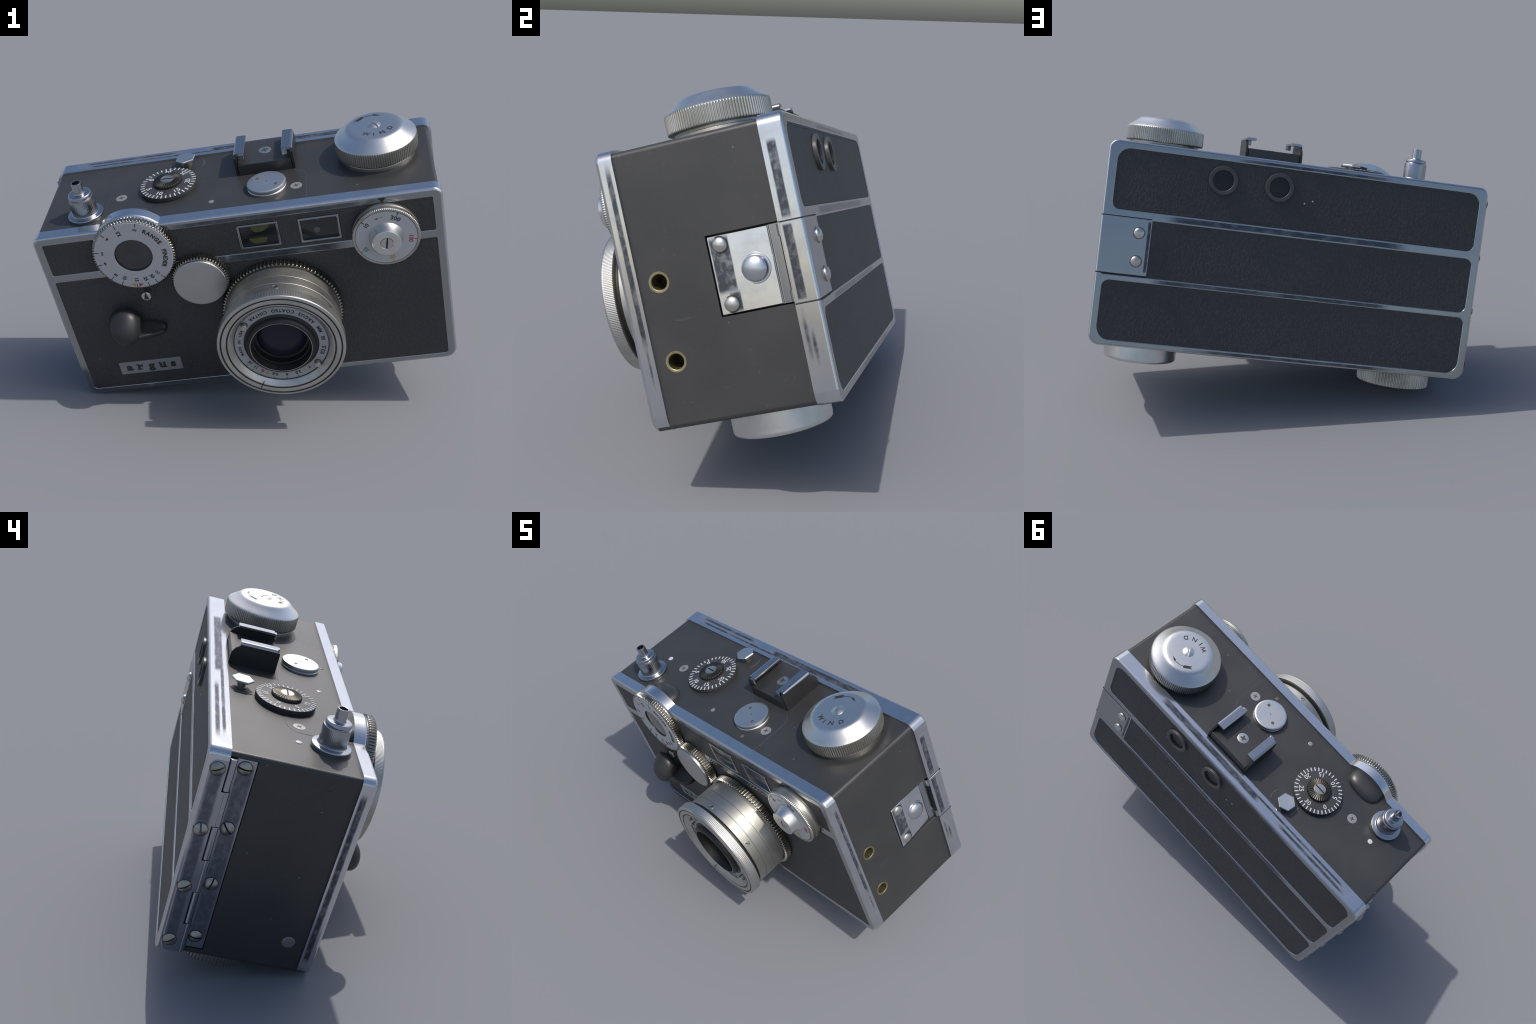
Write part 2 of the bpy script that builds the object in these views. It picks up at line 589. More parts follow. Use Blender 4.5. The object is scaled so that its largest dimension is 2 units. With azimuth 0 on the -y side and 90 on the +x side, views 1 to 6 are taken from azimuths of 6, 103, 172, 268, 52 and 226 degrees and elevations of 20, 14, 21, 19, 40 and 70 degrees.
# ------------------------------------------------------------------ overall sizes
W, Z1, Z0 = 0.911, 0.0, -0.946             # body half width, top, bottom
FW, FT, FB = 0.9235, 0.012, -0.952          # chrome frames stand proud of the body
YF, YFB = 0.328, 0.268                      # front frame from h=.268 to .328
YB, YBB = 0.3290, 0.245                      # back frame
WHEEL = (-0.464, -0.1143)
IDLER = (-0.1937, -0.292)
LENS = (0.1455, -0.532)
SPEED = (0.664, -0.172)
KNOB = (0.6655, 0.0575)
COUNTER = (-0.3165, -0.003)
CAP = (0.156, -0.113)
RELEASE = (-0.691, -0.162)


def build_body():
    mb = MB()
    sec = rrect(-W, W, Z0, Z1, 0.019, 6)
    mb.loft([[Vector((x, y, z)) for x, z in sec] for y in (-0.312, 0.312)])
    me = mb.mesh('body', 32, None)
    cut = MB()
    cut.box((W - 0.060, -0.012, -0.606), (W + 0.05, 0.34, -0.3335))        # latch recess
    cut.box((-0.95, 0.1375, -0.9150), (-0.9000, 0.26, -0.0175))             # seat of the hinge leaf
    for z in (-0.452, -0.722):
        cut.lathe(RIGHT, -0.1985, z, [(0, 0.80), (0.0345, 0.80), (0.0345, 0.95), (0, 0.95)], 40)
    me = boolean_cut(me, cut.mesh('cutter'))
    me.name = 'body'
    finish(me, 32, None)
    me.materials.clear()
    body = part('body', me, 'paint')

    # cover plate on the top, a thin raised sheet
    mb = MB()
    mb.sheet(TOP, rrect(-0.603, 0.3375, -0.29, 0.0075, (0.004, 0.004, 0.075, 0.075), 10), [], -0.002, 0.0012, 0.0008, 2)
    part('cover_plate', mb, 'paint', body)
    mb = MB()                                                               # soiled seam round it
    o = rrect(-0.6045, 0.339, -0.272, 0.009, (0.004, 0.004, 0.076, 0.076), 10)
    i = rrect(-0.6030, 0.3375, -0.270, 0.0075, (0.004, 0.004, 0.075, 0.075), 10)
    mb.sheet(TOP, o, [i], -0.001, 0.0006, 0.0002, 1)
    part('plate_seam', mb, 'grain_line', body)

    # swelling behind the rangefinder wheel
    mb = MB()
    rows = []
    n, m = 40, 12
    for j in range(m + 1):
        t = j / m * pi / 2
        row = []
        for i in range(n):
            a = 2 * pi * i / n
            e = 0.72
            cx = math.copysign(abs(cos(a)) ** e, cos(a))
            cy = math.copysign(abs(sin(a)) ** e, sin(a))
            k = cos(t) ** 0.7
            row.append(Vector((-0.4665 + 0.108 * k * cx, -0.262 + 0.086 * k * cy, -0.004 + 0.046 * sin(t) ** 0.9)))
        rows.append(row)
    mb.loft(rows)
    part('rangefinder_housing', mb, 'paint', body, angle=60)

    # strap sockets
    for z in (-0.452, -0.722):
        mb = MB()
        mb.lathe(RIGHT, -0.1985, z, [(0.0345, 0.80), (0.0345, 0.9105), (0.0368, 0.9115), (0.0360, 0.9130),
                                     (0.0295, 0.9128), (0.0270, 0.911), (0.0265, 0.86), (0.0245, 0.855), (0.0245, 0.802)], 48)
        part('socket', mb, 'brass', body)
        mb = MB()
        mb.lathe(RIGHT, -0.1985, z, [(0.034, 0.815), (0.0, 0.815)], 32)
        part('socket_floor', mb, 'dark', body)
    # stud and plugged screw on the hinge side
    mb = MB()
    mb.lathe(LEFT, 0.198, -0.798, [(0.028, W - 0.004), (0.028, W + 0.001), (0.024, W + 0.004), (0.012, W + 0.005), (0, W + 0.0035)], 40)
    part('stud', mb, 'grey_dot', body)
    mb = MB()
    mb.lathe(LEFT, 0.1545, -0.0563, [(0.0215, W - 0.004), (0.0215, W + 0.0006), (0.0185, W + 0.0012), (0.0175, W - 0.0005),
                                     (0.0, W - 0.0005)], 32)
    mb.loft([[on(LEFT, 0.1545 + a, -0.0563 + b, h) for a, b in ((-0.003, -0.012), (0.003, -0.012), (0.003, 0.012), (-0.003, 0.012))]
             for h in (W - 0.003, W + 0.0006)])
    part('plugged_screw', mb, 'dial_black', body)
    # tripod socket underneath
    mb = MB()
    mb.lathe(BOTTOM, 0.148, 0.16, [(0.046, 0.935), (0.046, 1.026), (0.0435, 1.030), (0.034, 1.031), (0.030, 1.028), (0.030, 0.98), (0, 0.98)], 48)
    part('tripod_socket', mb, 'rivet', body)
    return body


def arch_outline():
    """front frame outline with the arch round the rangefinder wheel"""
    base = ccw(rrect(-FW, FW, FB, FT, (0.056, 0.056, 0.040, 0.040), 10))
    cx, cz, r = WHEEL[0], WHEEL[1], 0.189
    half = math.sqrt(r * r - (FT - cz) ** 2)
    a0 = math.atan2(FT - cz, half)
    arch = []
    for i in range(29):
        a = a0 + (pi - 2 * a0) * i / 28
        arch.append((cx + r * cos(a), cz + r * sin(a)))
    out = []
    for i, p in enumerate(base):
        out.append(p)
        q = base[(i + 1) % len(base)]
        if abs(p[1] - FT) < 1e-6 and abs(q[1] - FT) < 1e-6 and p[0] - q[0] > 1.0:
            out += arch
    return out


def build_front():
    mb = MB()
    up = rrect(-0.8805, 0.8805, -0.2018, -0.0297, 0.006, 4)
    lo = rrect(-0.8825, 0.8825, -0.9175, -0.2420, (0.014, 0.014, 0.008, 0.008), 5)
    mb.sheet(FRONT, arch_outline(), [up, lo], YFB, YF, 0.014, 6, hole_bevel=0.003)
    frame = part('front_frame', mb, 'front_chrome', angle=40)
    mb = MB()                                                  # index mark for the speed dial
    prism(mb, FRONT, [(0.6465, -0.0030), (0.6795, -0.0030), (0.6645, -0.0268)], YF - 0.001, YF + 0.0008)
    part('index_mark', mb, 'ink', frame)

    wins = [(0.0146, 0.2005, -0.1815, -0.0535), (0.2880, 0.4710, -0.1835, -0.0558)]
    mb = MB()
    mb.sheet(FRONT, inset(ccw(up), -0.002), [rrect(*[w[0], w[1], w[2], w[3]], 0.006, 4) for w in wins], 0.300, 0.3262, 0.002, 2)
    part('leather_panel', mb, 'leather')
    mb = MB()
    mb.sheet(FRONT, inset(ccw(lo), -0.002), [], 0.300, 0.3262, 0.002, 2)
    part('leather_panel', mb, 'leather')

    for k, w in enumerate(wins):
        mb = MB()
        o = rrect(*w, 0.007, 5)
        i = rrect(w[0] + 0.0110, w[1] - 0.0110, w[2] + 0.0105, w[3] - 0.0105, 0.003, 3)
        mb.sheet(FRONT, o, [i], 0.296, 0.3300, 0.0028, 3)
        fr = part('window_frame', mb, 'window_chrome')
        mb = MB()
        mb.box((w[0] + 0.002, -0.3170, w[2] + 0.002), (w[1] - 0.002, -0.300, w[3] - 0.002))
        part('window_pane', mb, 'pane', fr)
        if k == 0:
            mb = MB()
            prism(mb, FRONT, [(0.078, -0.0690), (0.163, -0.0690), (0.150, -0.0870), (0.128, -0.1010), (0.105, -0.1055), (0.088, -0.100), (0.077, -0.085)], 0.316, 0.3174)
            prism(mb, FRONT, [(0.058, -0.1345), (0.141, -0.1345), (0.140, -0.150), (0.133, -0.161), (0.110, -0.1665), (0.080, -0.1645), (0.066, -0.152)], 0.316, 0.3176)
            part('mirror_patch', mb, 'amber', fr)
            mb = MB()
            mb.box((w[0] + 0.012, -0.3183, -0.1300), (w[1] - 0.012, -0.316, -0.1225))
            part('window_divider', mb, 'black', fr)
        else:
            mb = MB()
            mb.lathe(FRONT, 0.3655, -0.1300, [(0.0145, 0.316), (0.0145, 0.3175), (0.0, 0.3175)], 32)
            prism(mb, FRONT, [(0.378 - 0.014 * cos(pi * i / 10), -0.0685 - 0.011 * sin(pi * i / 10)) for i in range(11)], 0.316, 0.3174)
            part('mirror_patch', mb, 'haze', fr)

    # nameplate
    mb = MB()
    mb.sheet(FRONT, rrect(-0.7205, -0.4073, -0.8427, -0.7665, 0.002, 2), [], 0.320, 0.3285, 0.0015, 2)
    np_ = part('nameplate', mb, 'plate_silver')
    mb = MB()
    size = 0.060
    for ch, cx in (('a', -0.6715), ('r', -0.6150), ('g', -0.5600), ('u', -0.5035), ('s', -0.4500)):
        mb.letters(lambda px, py, pz, cx=cx: on(FRONT, cx + px, -0.8195 + py + 0.36 * size, 0.3285 + pz), ch, size, 0.045, 1, 1.12)
    # slab feet and serifs of the letters
    for x0, x1, z0 in ((-0.636, -0.610, -0.8205), (-0.637, -0.622, -0.7915), (-0.524, -0.511, -0.7915), (-0.500, -0.487, -0.7915),
                       (-0.494, -0.482, -0.8205), (-0.661, -0.652, -0.8205)):
        prism(mb, FRONT, [(x0, z0), (x1, z0), (x1, z0 + 0.005), (x0, z0 + 0.005)], 0.328, 0.3293)
    part('lettering', mb, 'ink', np_)

    build_wheel()
    build_idler()
    build_lens()
    build_speed_dial()
    build_lever()

    # small pin below the wheel
    mb = MB()
    mb.lathe(FRONT, -0.464, -0.347, [(0.032, 0.324), (0.032, 0.3285), (0.029, 0.330), (0.023, 0.3285), (0.022, 0.327)], 32)
    pin = part('index_pin', mb, 'ring_dark')
    mb = MB()
    mb.lathe(FRONT, -0.464, -0.347, [(0.0205, 0.32), (0.0205, 0.364), (0.0225, 0.366), (0.0225, 0.369), (0.0215, 0.3705), (0, 0.3705)], 32)
    part('pin_head', mb, 'rivet', pin)
    mb = MB()
    prism(mb, FRONT, [(-0.477, -0.3625), (-0.453, -0.3640), (-0.4615, -0.3275), (-0.4665, -0.3275)], 0.369, 0.3713)
    part('pin_arrow', mb, 'ink', pin)


def build_wheel():
    cx, cz = WHEEL
    y0 = 0.3695
    mb = MB()
    mb.lathe(FRONT, cx, cz, [(0.0, 0.318), (0.182, 0.318), (0.182, 0.331), (0.1895, 0.333, 0.0085), (0.1915, 0.337, 0.0105), (0.1915, 0.357, 0.0105),
                             (0.1895, 0.3630, 0.0065), (0.1855, 0.3665, 0.004), (0.1800, 0.3680), (0.1795, 0.3670), (0.10, 0.367), (0.0900, 0.365), (0.0900, 0.330), (0, 0.330)], teeth=80)
    wheel = part('rangefinder_wheel', mb, 'gear', angle=40)
    mb = MB()
    mb.lathe(FRONT, cx, cz, [(0.1785, 0.360), (0.1785, 0.3675), (0.1770, y0 - 0.0004), (0.172, y0), (0.090, y0), (0.087, y0 - 0.001), (0.0865, y0 - 0.003)], 120)
    part('dial_face', mb, 'white', wheel)
    mb = MB()
    mb.lathe(FRONT, cx, cz, [(0.0900, 0.345), (0.0870, y0 - 0.003), (0.0862, y0 - 0.0035), (0.0855, 0.3605)] + [(0.0855 * cos(t * pi / 18), 0.3605 + 0.004 * sin(t * pi / 18)) for t in range(0, 9)] + [(0, 0.3645)], 64)
    part('wheel_window', mb, 'wheel_glass', wheel, angle=70)
    # marks
    mb = MB()
    dist = [('3', 16.4), ('3.5', -16), ('4', -42), ('5', -76.9), ('6', -100.2), ('8', -130.4), ('10', -148.2), ('15', -171.8),
            ('25', 169.4), ('50', 154.8)]
    for s, phi in dist:
        tick(mb, FRONT, cx, cz, 0.1560, 0.1770, phi, y0, 0.0016)
        r = {1: 0.141, 2: 0.1345, 3: 0.1310}[len(s)]
        mb.letters(radial(FRONT, cx, cz, r, phi, y0), s, 0.0235, 0.030, 0.95)
    phi = 140.6
    tick(mb, FRONT, cx, cz, 0.1560, 0.1770, phi, y0, 0.0016)
    ring8 = radial(FRONT, cx, cz, 0.1345, phi, y0)                     # infinity sign
    for s in (-1, 1):
        N = 20
        vs, fs = [], []
        for z in (-0.0007, 0.0007):
            for rr in (0.0040, 0.0062):
                vs += [ring8(s * 0.0055 + rr * 1.1 * cos(2 * pi * i / N), rr * sin(2 * pi * i / N), z) for i in range(N)]
        for i in range(N):
            j = (i + 1) % N
            fs += [(2 * N + i, 2 * N + j, 3 * N + j, 3 * N + i), (i, j, 2 * N + j, 2 * N + i), (N + i, N + j, 3 * N + j, 3 * N + i), (i, j, N + j, N + i)]
        mb.add(vs, fs)
    mb.letters(arc_out(FRONT, cx, cz, 0.1455, 50.5, y0), 'RANGE', 0.0275, 0.042, 1.20)
    mb.letters(arc_out(FRONT, cx, cz, 0.1450, 103.3, y0), 'FINDER', 0.0275, 0.042, 1.10)
    part('dial_lettering', mb, 'ink', wheel)
    for nm, pts, mat in (('warm_mark', ((-161.4, 0.158), (-169.6, 0.155), (-169.4, 0.1735)), 'yellow'),
                         ('warm_mark', ((-174.6, 0.155), (177.2, 0.158), (-174.9, 0.1735)), 'red')):
        mb = MB()
        mb.loft([[polar(FRONT, cx, cz, r, p, y0 + z) for p, r in pts] for z in (-0.0007, 0.0007)])
        part('coloured_mark', mb, mat, wheel)


def build_idler():
    cx, cz = IDLER
    mb = MB()
    mb.lathe(FRONT, cx, cz, [(0.0, 0.320), (0.122, 0.320), (0.122, 0.334), (0.1305, 0.337, 0.0085), (0.1320, 0.341, 0.0105), (0.1320, 0.370, 0.0105),
                             (0.1305, 0.3760, 0.0085), (0.1265, 0.3795, 0.003), (0.118, 0.383), (0.0, 0.383)], teeth=56)
    gear = part('focus_gear', mb, 'gear', angle=40)
    mb = MB()
    mb.lathe(FRONT, cx, cz, [(0.1220, 0.378), (0.1225, 0.389), (0.1210, 0.3935), (0.1175, 0.3960), (0.112, 0.3966), (0.06, 0.3990), (0.0, 0.4015)], 128)
    part('gear_cap', mb, 'turned', gear, angle=50)


def build_lens():
    cx, cz = LENS
    mb = MB()
    mb.lathe(FRONT, cx, cz, [(0.0, 0.318), (0.268, 0.318), (0.268, 0.331), (0.262, 0.333), (0.262, 0.338)], 128)
    lens = part('lens', mb, 'black')
    mb = MB()
    mb.lathe(FRONT, cx, cz, [(0.24, 0.333), (0.270, 0.333), (0.2795, 0.335, 0.009), (0.2830, 0.339, 0.012), (0.2830, 0.366, 0.012), (0.2800, 0.371, 0.010),
                             (0.272, 0.3735), (0.262, 0.374), (0.24, 0.374)], teeth=96)
    part('focusing_ring', mb, 'gear', lens, angle=40)
    mb = MB()
    mb.lathe(FRONT, cx, cz, [(0.25, 0.35), (0.260, 0.372), (0.260, 0.384), (0.2685, 0.385), (0.2695, 0.387), (0.2695, 0.4420), (0.2685, 0.4440), (0.2665, 0.4445), (0.2665, 0.446),
                             (0.2695, 0.4465), (0.2705, 0.448), (0.2705, 0.4965), (0.2695, 0.498), (0.2665, 0.4985), (0.2665, 0.5005),
                             (0.2690, 0.5010), (0.2698, 0.502), (0.2698, 0.5440), (0.2685, 0.5455), (0.2540, 0.5460), (0.2540, 0.561), (0.20, 0.561)], 160)
    part('lens_barrel', mb, 'barrel', lens, angle=28)
    mb = MB()                                                       # blackened groove
    mb.lathe(FRONT, cx, cz, [(0.2548, 0.5462), (0.2560, 0.548), (0.2560, 0.5595), (0.25, 0.5598)], 128)
    part('barrel_groove', mb, 'black', lens)
    # set screws on the barrel
    for phi in (3.5, 62.0):
        a = radians(phi)
        n = Vector((sin(a), 0, cos(a)))
        t = Vector((cos(a), 0, -sin(a)))
        o = Vector((cx, -0.524, cz)) + n * 0.2690
        side = (t, Vector((0, 1, 0)), n)
        mb = MB()
        mb.add([], [])
        loc = MB().lathe(ZUP, 0, 0, [(0.0150, -0.004), (0.0150, 0.0018), (0.0125, 0.0022), (0.0122, 0.0010), (0, 0.0010)], 28)
        mb.add([o + t * p.x + Vector((0, 1, 0)) * p.y + n * p.z for p in loc.v], loc.f)
        part('set_screw', mb, 'screw', lens)
        mb = MB()
        mb.loft([[o + t * (x * 0.7 - y * 0.7) + Vector((0, 1, 0)) * (x * 0.7 + y * 0.7) + n * h for x, y in
                  ((-0.012, -0.002), (0.012, -0.002), (0.012, 0.002), (-0.012, 0.002))] for h in (0, 0.0016)])
        part('screw_slot', mb, 'dark', lens)
    # front ring with fine ribs and turned face
    y = 0.6145
    mb = MB()
    mb.lathe(FRONT, cx, cz, [(0.25, 0.5605), (0.2800, 0.5605), (0.2855, 0.5625, 0.0005), (0.2878, 0.565, 0.0008), (0.2878, 0.603, 0.0008), (0.2880, 0.6055),
                             (0.2880, y - 0.006), (0.2862, y - 0.0022), (0.2815, y - 0.0005), (0.2750, y)], teeth=260)
    part('front_ring', mb, 'lens_rim', lens, angle=40)
    mb = MB()
    mb.lathe(FRONT, cx, cz, [(0.2755, y - 0.001), (0.2740, y), (0.2735, y - 0.004), (0.2675, y - 0.004), (0.2670, y), (0.2650, y + 0.0008), (0.2500, y + 0.0008), (0.2470, y - 0.0005),
                             (0.2465, y - 0.005), (0.2400, y - 0.005), (0.2395, y - 0.001), (0.2365, y), (0.2335, y - 0.001), (0.2170, y - 0.016), (0.2135, y - 0.020),
                             (0.2125, y - 0.030), (0.19, y - 0.030)], 160)
    part('front_face', mb, 'lens_rim', lens, angle=28)
    for r in (0.2705, 0.2433):
        mb = MB()
        mb.lathe(FRONT, cx, cz, [(r + 0.0035, y - 0.0036), (r + 0.003, y - 0.0028), (r - 0.003, y - 0.0028), (r - 0.0035, y - 0.0036)], 128)
        part('ring_groove', mb, 'black', lens)
    mb = MB()
    tick(mb, FRONT, cx, cz, 0.219, 0.265, -150, y + 0.0012, 0.0016, 0.0005)
    part('index_line', mb, 'ink', lens)
    # name ring
    h = 0.5895
    mb = MB()
    mb.lathe(FRONT, cx, cz, [(0.2115, h - 0.01), (0.2115, h - 0.001), (0.2105, h), (0.1695, h), (0.168, h - 0.002), (0.168, h - 0.02)], 128)
    part('name_ring', mb, 'name_ring', lens)
    mb = MB()
    mb.lathe(FRONT, cx, cz, [(0.2135, h - 0.0005), (0.2100, h + 0.0004)], 128)
    part('ring_gap', mb, 'ink', lens)
    mb = MB()
    R = 0.189
    for s, phi, size, sp in (('f/3.5', 109.0, 0.026, 1.05), ('50', 87.9, 0.023, 1.0), ('MM', 71.8, 0.023, 1.1), ('ARGUS', 45.8, 0.0225, 1.28),
                             ('COATED', 11.4, 0.0225, 1.20), ('CINTAR', -24.0, 0.0225, 1.20)):
        mb.letters(arc_in(FRONT, cx, cz, R, phi, h), s, size, 0.032, sp)
    for s, phi in (('MADE', -95.8), ('IN', -79.3), ('USA', -63.5)):
        mb.letters(arc_out(FRONT, cx, cz, R, phi, h), s, 0.0190, 0.028, 1.12)
    for s, phi in (('f', 146.3), ('3.5', 165.0), ('4', -178.6), ('5.6', -161.4), ('11', -131.4), ('16', -119.6)):
        mb.letters(arc_out(FRONT, cx, cz, 0.1850, phi, h), s, 0.0225, 0.03, 1.0)
    for phi in (167, -178, -161, -131, -119.6):
        tick(mb, FRONT, cx, cz, 0.1985, 0.2085, phi, h, 0.0009)
    part('ring_lettering', mb, 'ink', lens)
    mb = MB()
    mb.letters(arc_out(FRONT, cx, cz, 0.1850, -143.0, h), '8', 0.0225, 0.03, 1.0)
    tick(mb, FRONT, cx, cz, 0.1985, 0.2085, -143, h, 0.001)
    part('coloured_numeral', mb, 'red', lens)
    mb = MB()
    a = [(polar(FRONT, cx, cz, 0.187, -150.9, h))]
    mb.loft([[polar(FRONT, cx, cz, r, p, h + z) for r, p in ((0.178, -150.9), (0.187, -154.0), (0.196, -150.9), (0.187, -147.8))] for z in (-0.0006, 0.0006)])
    part('coloured_mark', mb, 'yellow', lens)
    # two stop pins
    for phi, r in ((-48.5, 0.1935), (131.5, 0.1935)):
        p = (cx + r * sin(radians(phi)), cz + r * cos(radians(phi)))
        mb = MB()
        mb.lathe(FRONT, *p, [(0.0135, h - 0.004), (0.0135, h + 0.0215), (0.0125, h + 0.0228), (0, h + 0.0228)], 28)
        part('stop_pin', mb, 'lens_rim', lens)
        mb = MB()
        mb.lathe(FRONT, *p, [(0.0165, h - 0.001), (0.0160, h + 0.0005), (0.012, h + 0.0004)], 28)
        part('pin_collar', mb, 'ink', lens)
    # black inner cell and glass
    mb = MB()
    mb.lathe(FRONT, cx, cz, [(0.1690, h - 0.02), (0.1690, h - 0.004), (0.1640, h - 0.0015), (0.1560, h + 0.004), (0.1545, h + 0.016), (0.1500, h + 0.0235), (0.1430, h + 0.0275), (0.1400, h + 0.0285),
                             (0.1370, h + 0.0280), (0.1355, h + 0.0255), (0.1335, h + 0.008), (0.1300, h + 0.004), (0.1290, h - 0.012), (0.1250, h - 0.0135), (0.1235, h - 0.045), (0.105, h - 0.050)], 128)
    part('lens_cell', mb, 'black', lens, angle=40)
    mb = MB()
    mb.lathe(FRONT, cx, cz, [(0.1402, h + 0.0282), (0.1385, h + 0.0290), (0.1368, h + 0.0283)], 128)
    part('cell_edge', mb, 'screw', lens, angle=70)
    mb = MB()
    R, c = 0.113, 0.026
    mb.lathe(FRONT, cx, cz, [(R * sin(t / 14 * pi / 2), h - 0.048 + c * cos(t / 14 * pi / 2)) for t in range(14, -1, -1)], 96)
    part('lens_glass', mb, 'glass', lens, angle=80)


def build_speed_dial():
    cx, cz = SPEED
    mb = MB()
    mb.lathe(FRONT, cx, cz, [(0.0, 0.32), (0.142, 0.32), (0.142, 0.331), (0.1455, 0.333), (0.1475, 0.336), (0.1475, 0.349), (0.1465, 0.351), (0.1435, 0.352), (0.1430, 0.3545),
                             (0.1455, 0.356), (0.1470, 0.358), (0.1470, 0.369), (0.1485, 0.372, 0.001), (0.1490, 0.3765, 0.0018), (0.1480, 0.3805, 0.0018), (0.1455, 0.3825, 0.001), (0.1385, 0.3828), (0.1360, 0.3815), (0.0, 0.3815)], teeth=110)
    d = part('speed_dial', mb, 'knurl', angle=35)
    y = 0.3826
    mb = MB()
    mb.lathe(FRONT, cx, cz, [(0.1352, 0.379), (0.1352, y - 0.0006), (0.1340, y), (0.0, y)], 120)
    part('dial_face', mb, 'white', d)
    mb = MB()
    mb.lathe(FRONT, cx, cz, [(0.1372, y - 0.0008), (0.1362, y + 0.0002), (0.1345, y + 0.0002)], 120)
    part('dial_border', mb, 'grain_line', d)
    mb = MB()
    mb.letters(arc_out(FRONT, cx, cz, 0.1055, 27.6, y), '300', 0.0290, 0.02, 1.06)
    mb.letters(arc_out(FRONT, cx, cz, 0.1085, -47.0, y), '10', 0.0250, 0.02, 1.0)
    for p in (27.4, -47.0):
        tick(mb, FRONT, cx, cz, 0.1215, 0.1345, p, y, 0.0018)
    # turning arrow
    tail, tip = polar(FRONT, cx, cz, 0.1075, -3, 0), polar(FRONT, cx, cz, 0.1075, -23, 0)
    t2, p2 = (tail.x, tail.z), (tip.x, tip.z)
    dx, dz = p2[0] - t2[0], p2[1] - t2[1]
    L = hypot(dx, dz)
    dx, dz = dx / L, dz / L
    A = lambda s, w: (t2[0] + dx * s - dz * w, t2[1] + dz * s + dx * w)
    prism(mb, FRONT, [A(0, -0.0007), A(L * 0.7, -0.0007), A(L * 0.7, 0.0007), A(0, 0.0007)], y - 0.0006, y + 0.0006)
    prism(mb, FRONT, [A(L * 0.65, -0.0035), A(L, 0), A(L * 0.65, 0.0035)], y - 0.0006, y + 0.0007)
    part('dial_lettering', mb, 'ink', d)
    for s, phi, mat, sz in (('100', 101.3, 'red', 0.0270), ('50', 171.4, 'yellow', 0.0250), ('25', -118.6, 'green', 0.0250)):
        mb = MB()
        mb.letters(arc_out(FRONT, cx, cz, 0.1085, phi, y), s, sz, 0.02, 1.0)
        tick(mb, FRONT, cx, cz, 0.1215, 0.1345, phi, y, 0.0018)
        part('coloured_numeral', mb, mat, d)
    mb = MB()
    mb.lathe(FRONT, cx, cz, [(0.0775, y - 0.002), (0.0775, y + 0.0010), (0.0745, y + 0.006), (0.0680, y + 0.022), (0.0640, y + 0.042), (0.0630, y + 0.0465), (0.0605, y + 0.0485),
                             (0.0290, y + 0.0485), (0.0275, y + 0.047), (0.0275, y + 0.035), (0, y + 0.035)], 80)
    part('dial_knob', mb, 'knob', d, angle=30)
    slotted(FRONT, cx, cz, y + 0.0475, 0.0262, 0.0015, 10, d, 'rivet')


def slotted(side, a, b, h, r, dome, turn, parent, mat='screw', slot=0.14):
    """slotted screw head as two half domes either side of a real slot"""
    w = slot * r
    mb = MB()
    k = 14
    ca, sa = cos(radians(turn)), sin(radians(turn))
    def P(x, y, z):
        return on(side, a + x * ca + y * sa, b - x * sa + y * ca, h + z)
    for sgn in (-1, 1):
        amax = math.acos(w / r)
        rows = []
        for j in range(6):
            f = 1 - j / 5 * 0.985
            row = []
            for i in range(k + 1):
                th = -amax + 2 * amax * i / k
                x, y = sgn * max(w, r * cos(th) * (f if f * r * cos(th) > w else 0)), r * sin(th) * f
                x = sgn * max(w, r * f * cos(th))
                rr = hypot(x, y) / r
                row.append(P(x, y, dome * max(0, 1 - rr * rr)))
            rows.append(row)
        bottom = [P(sgn * max(w, r * cos(-amax + 2 * amax * i / k)), r * sin(-amax + 2 * amax * i / k), -0.006) for i in range(k + 1)]
        allrows = [bottom] + rows
        verts = [p for row in allrows for p in row]
        n = k + 1
        faces = []
        for j in range(len(allrows) - 1):
            for i in range(k):
                faces.append((j * n + i, j * n + i + 1, (j + 1) * n + i + 1, (j + 1) * n + i))
            faces.append((j * n + k, j * n, (j + 1) * n, (j + 1) * n + k))
        faces.append(tuple((len(allrows) - 1) * n + i for i in range(n)))
        mb.add(verts, faces)
    sc = part('screw', mb, mat, parent, angle=40)
    mb = MB()
    mb.loft([[P(x, y, z) for x, y in ((-w * 1.1, -r * 0.97), (w * 1.1, -r * 0.97), (w * 1.1, r * 0.97), (-w * 1.1, r * 0.97))] for z in (-0.006, -0.0005 - r * 0.03)])
    part('screw_slot', mb, 'dark', parent)
    return sc


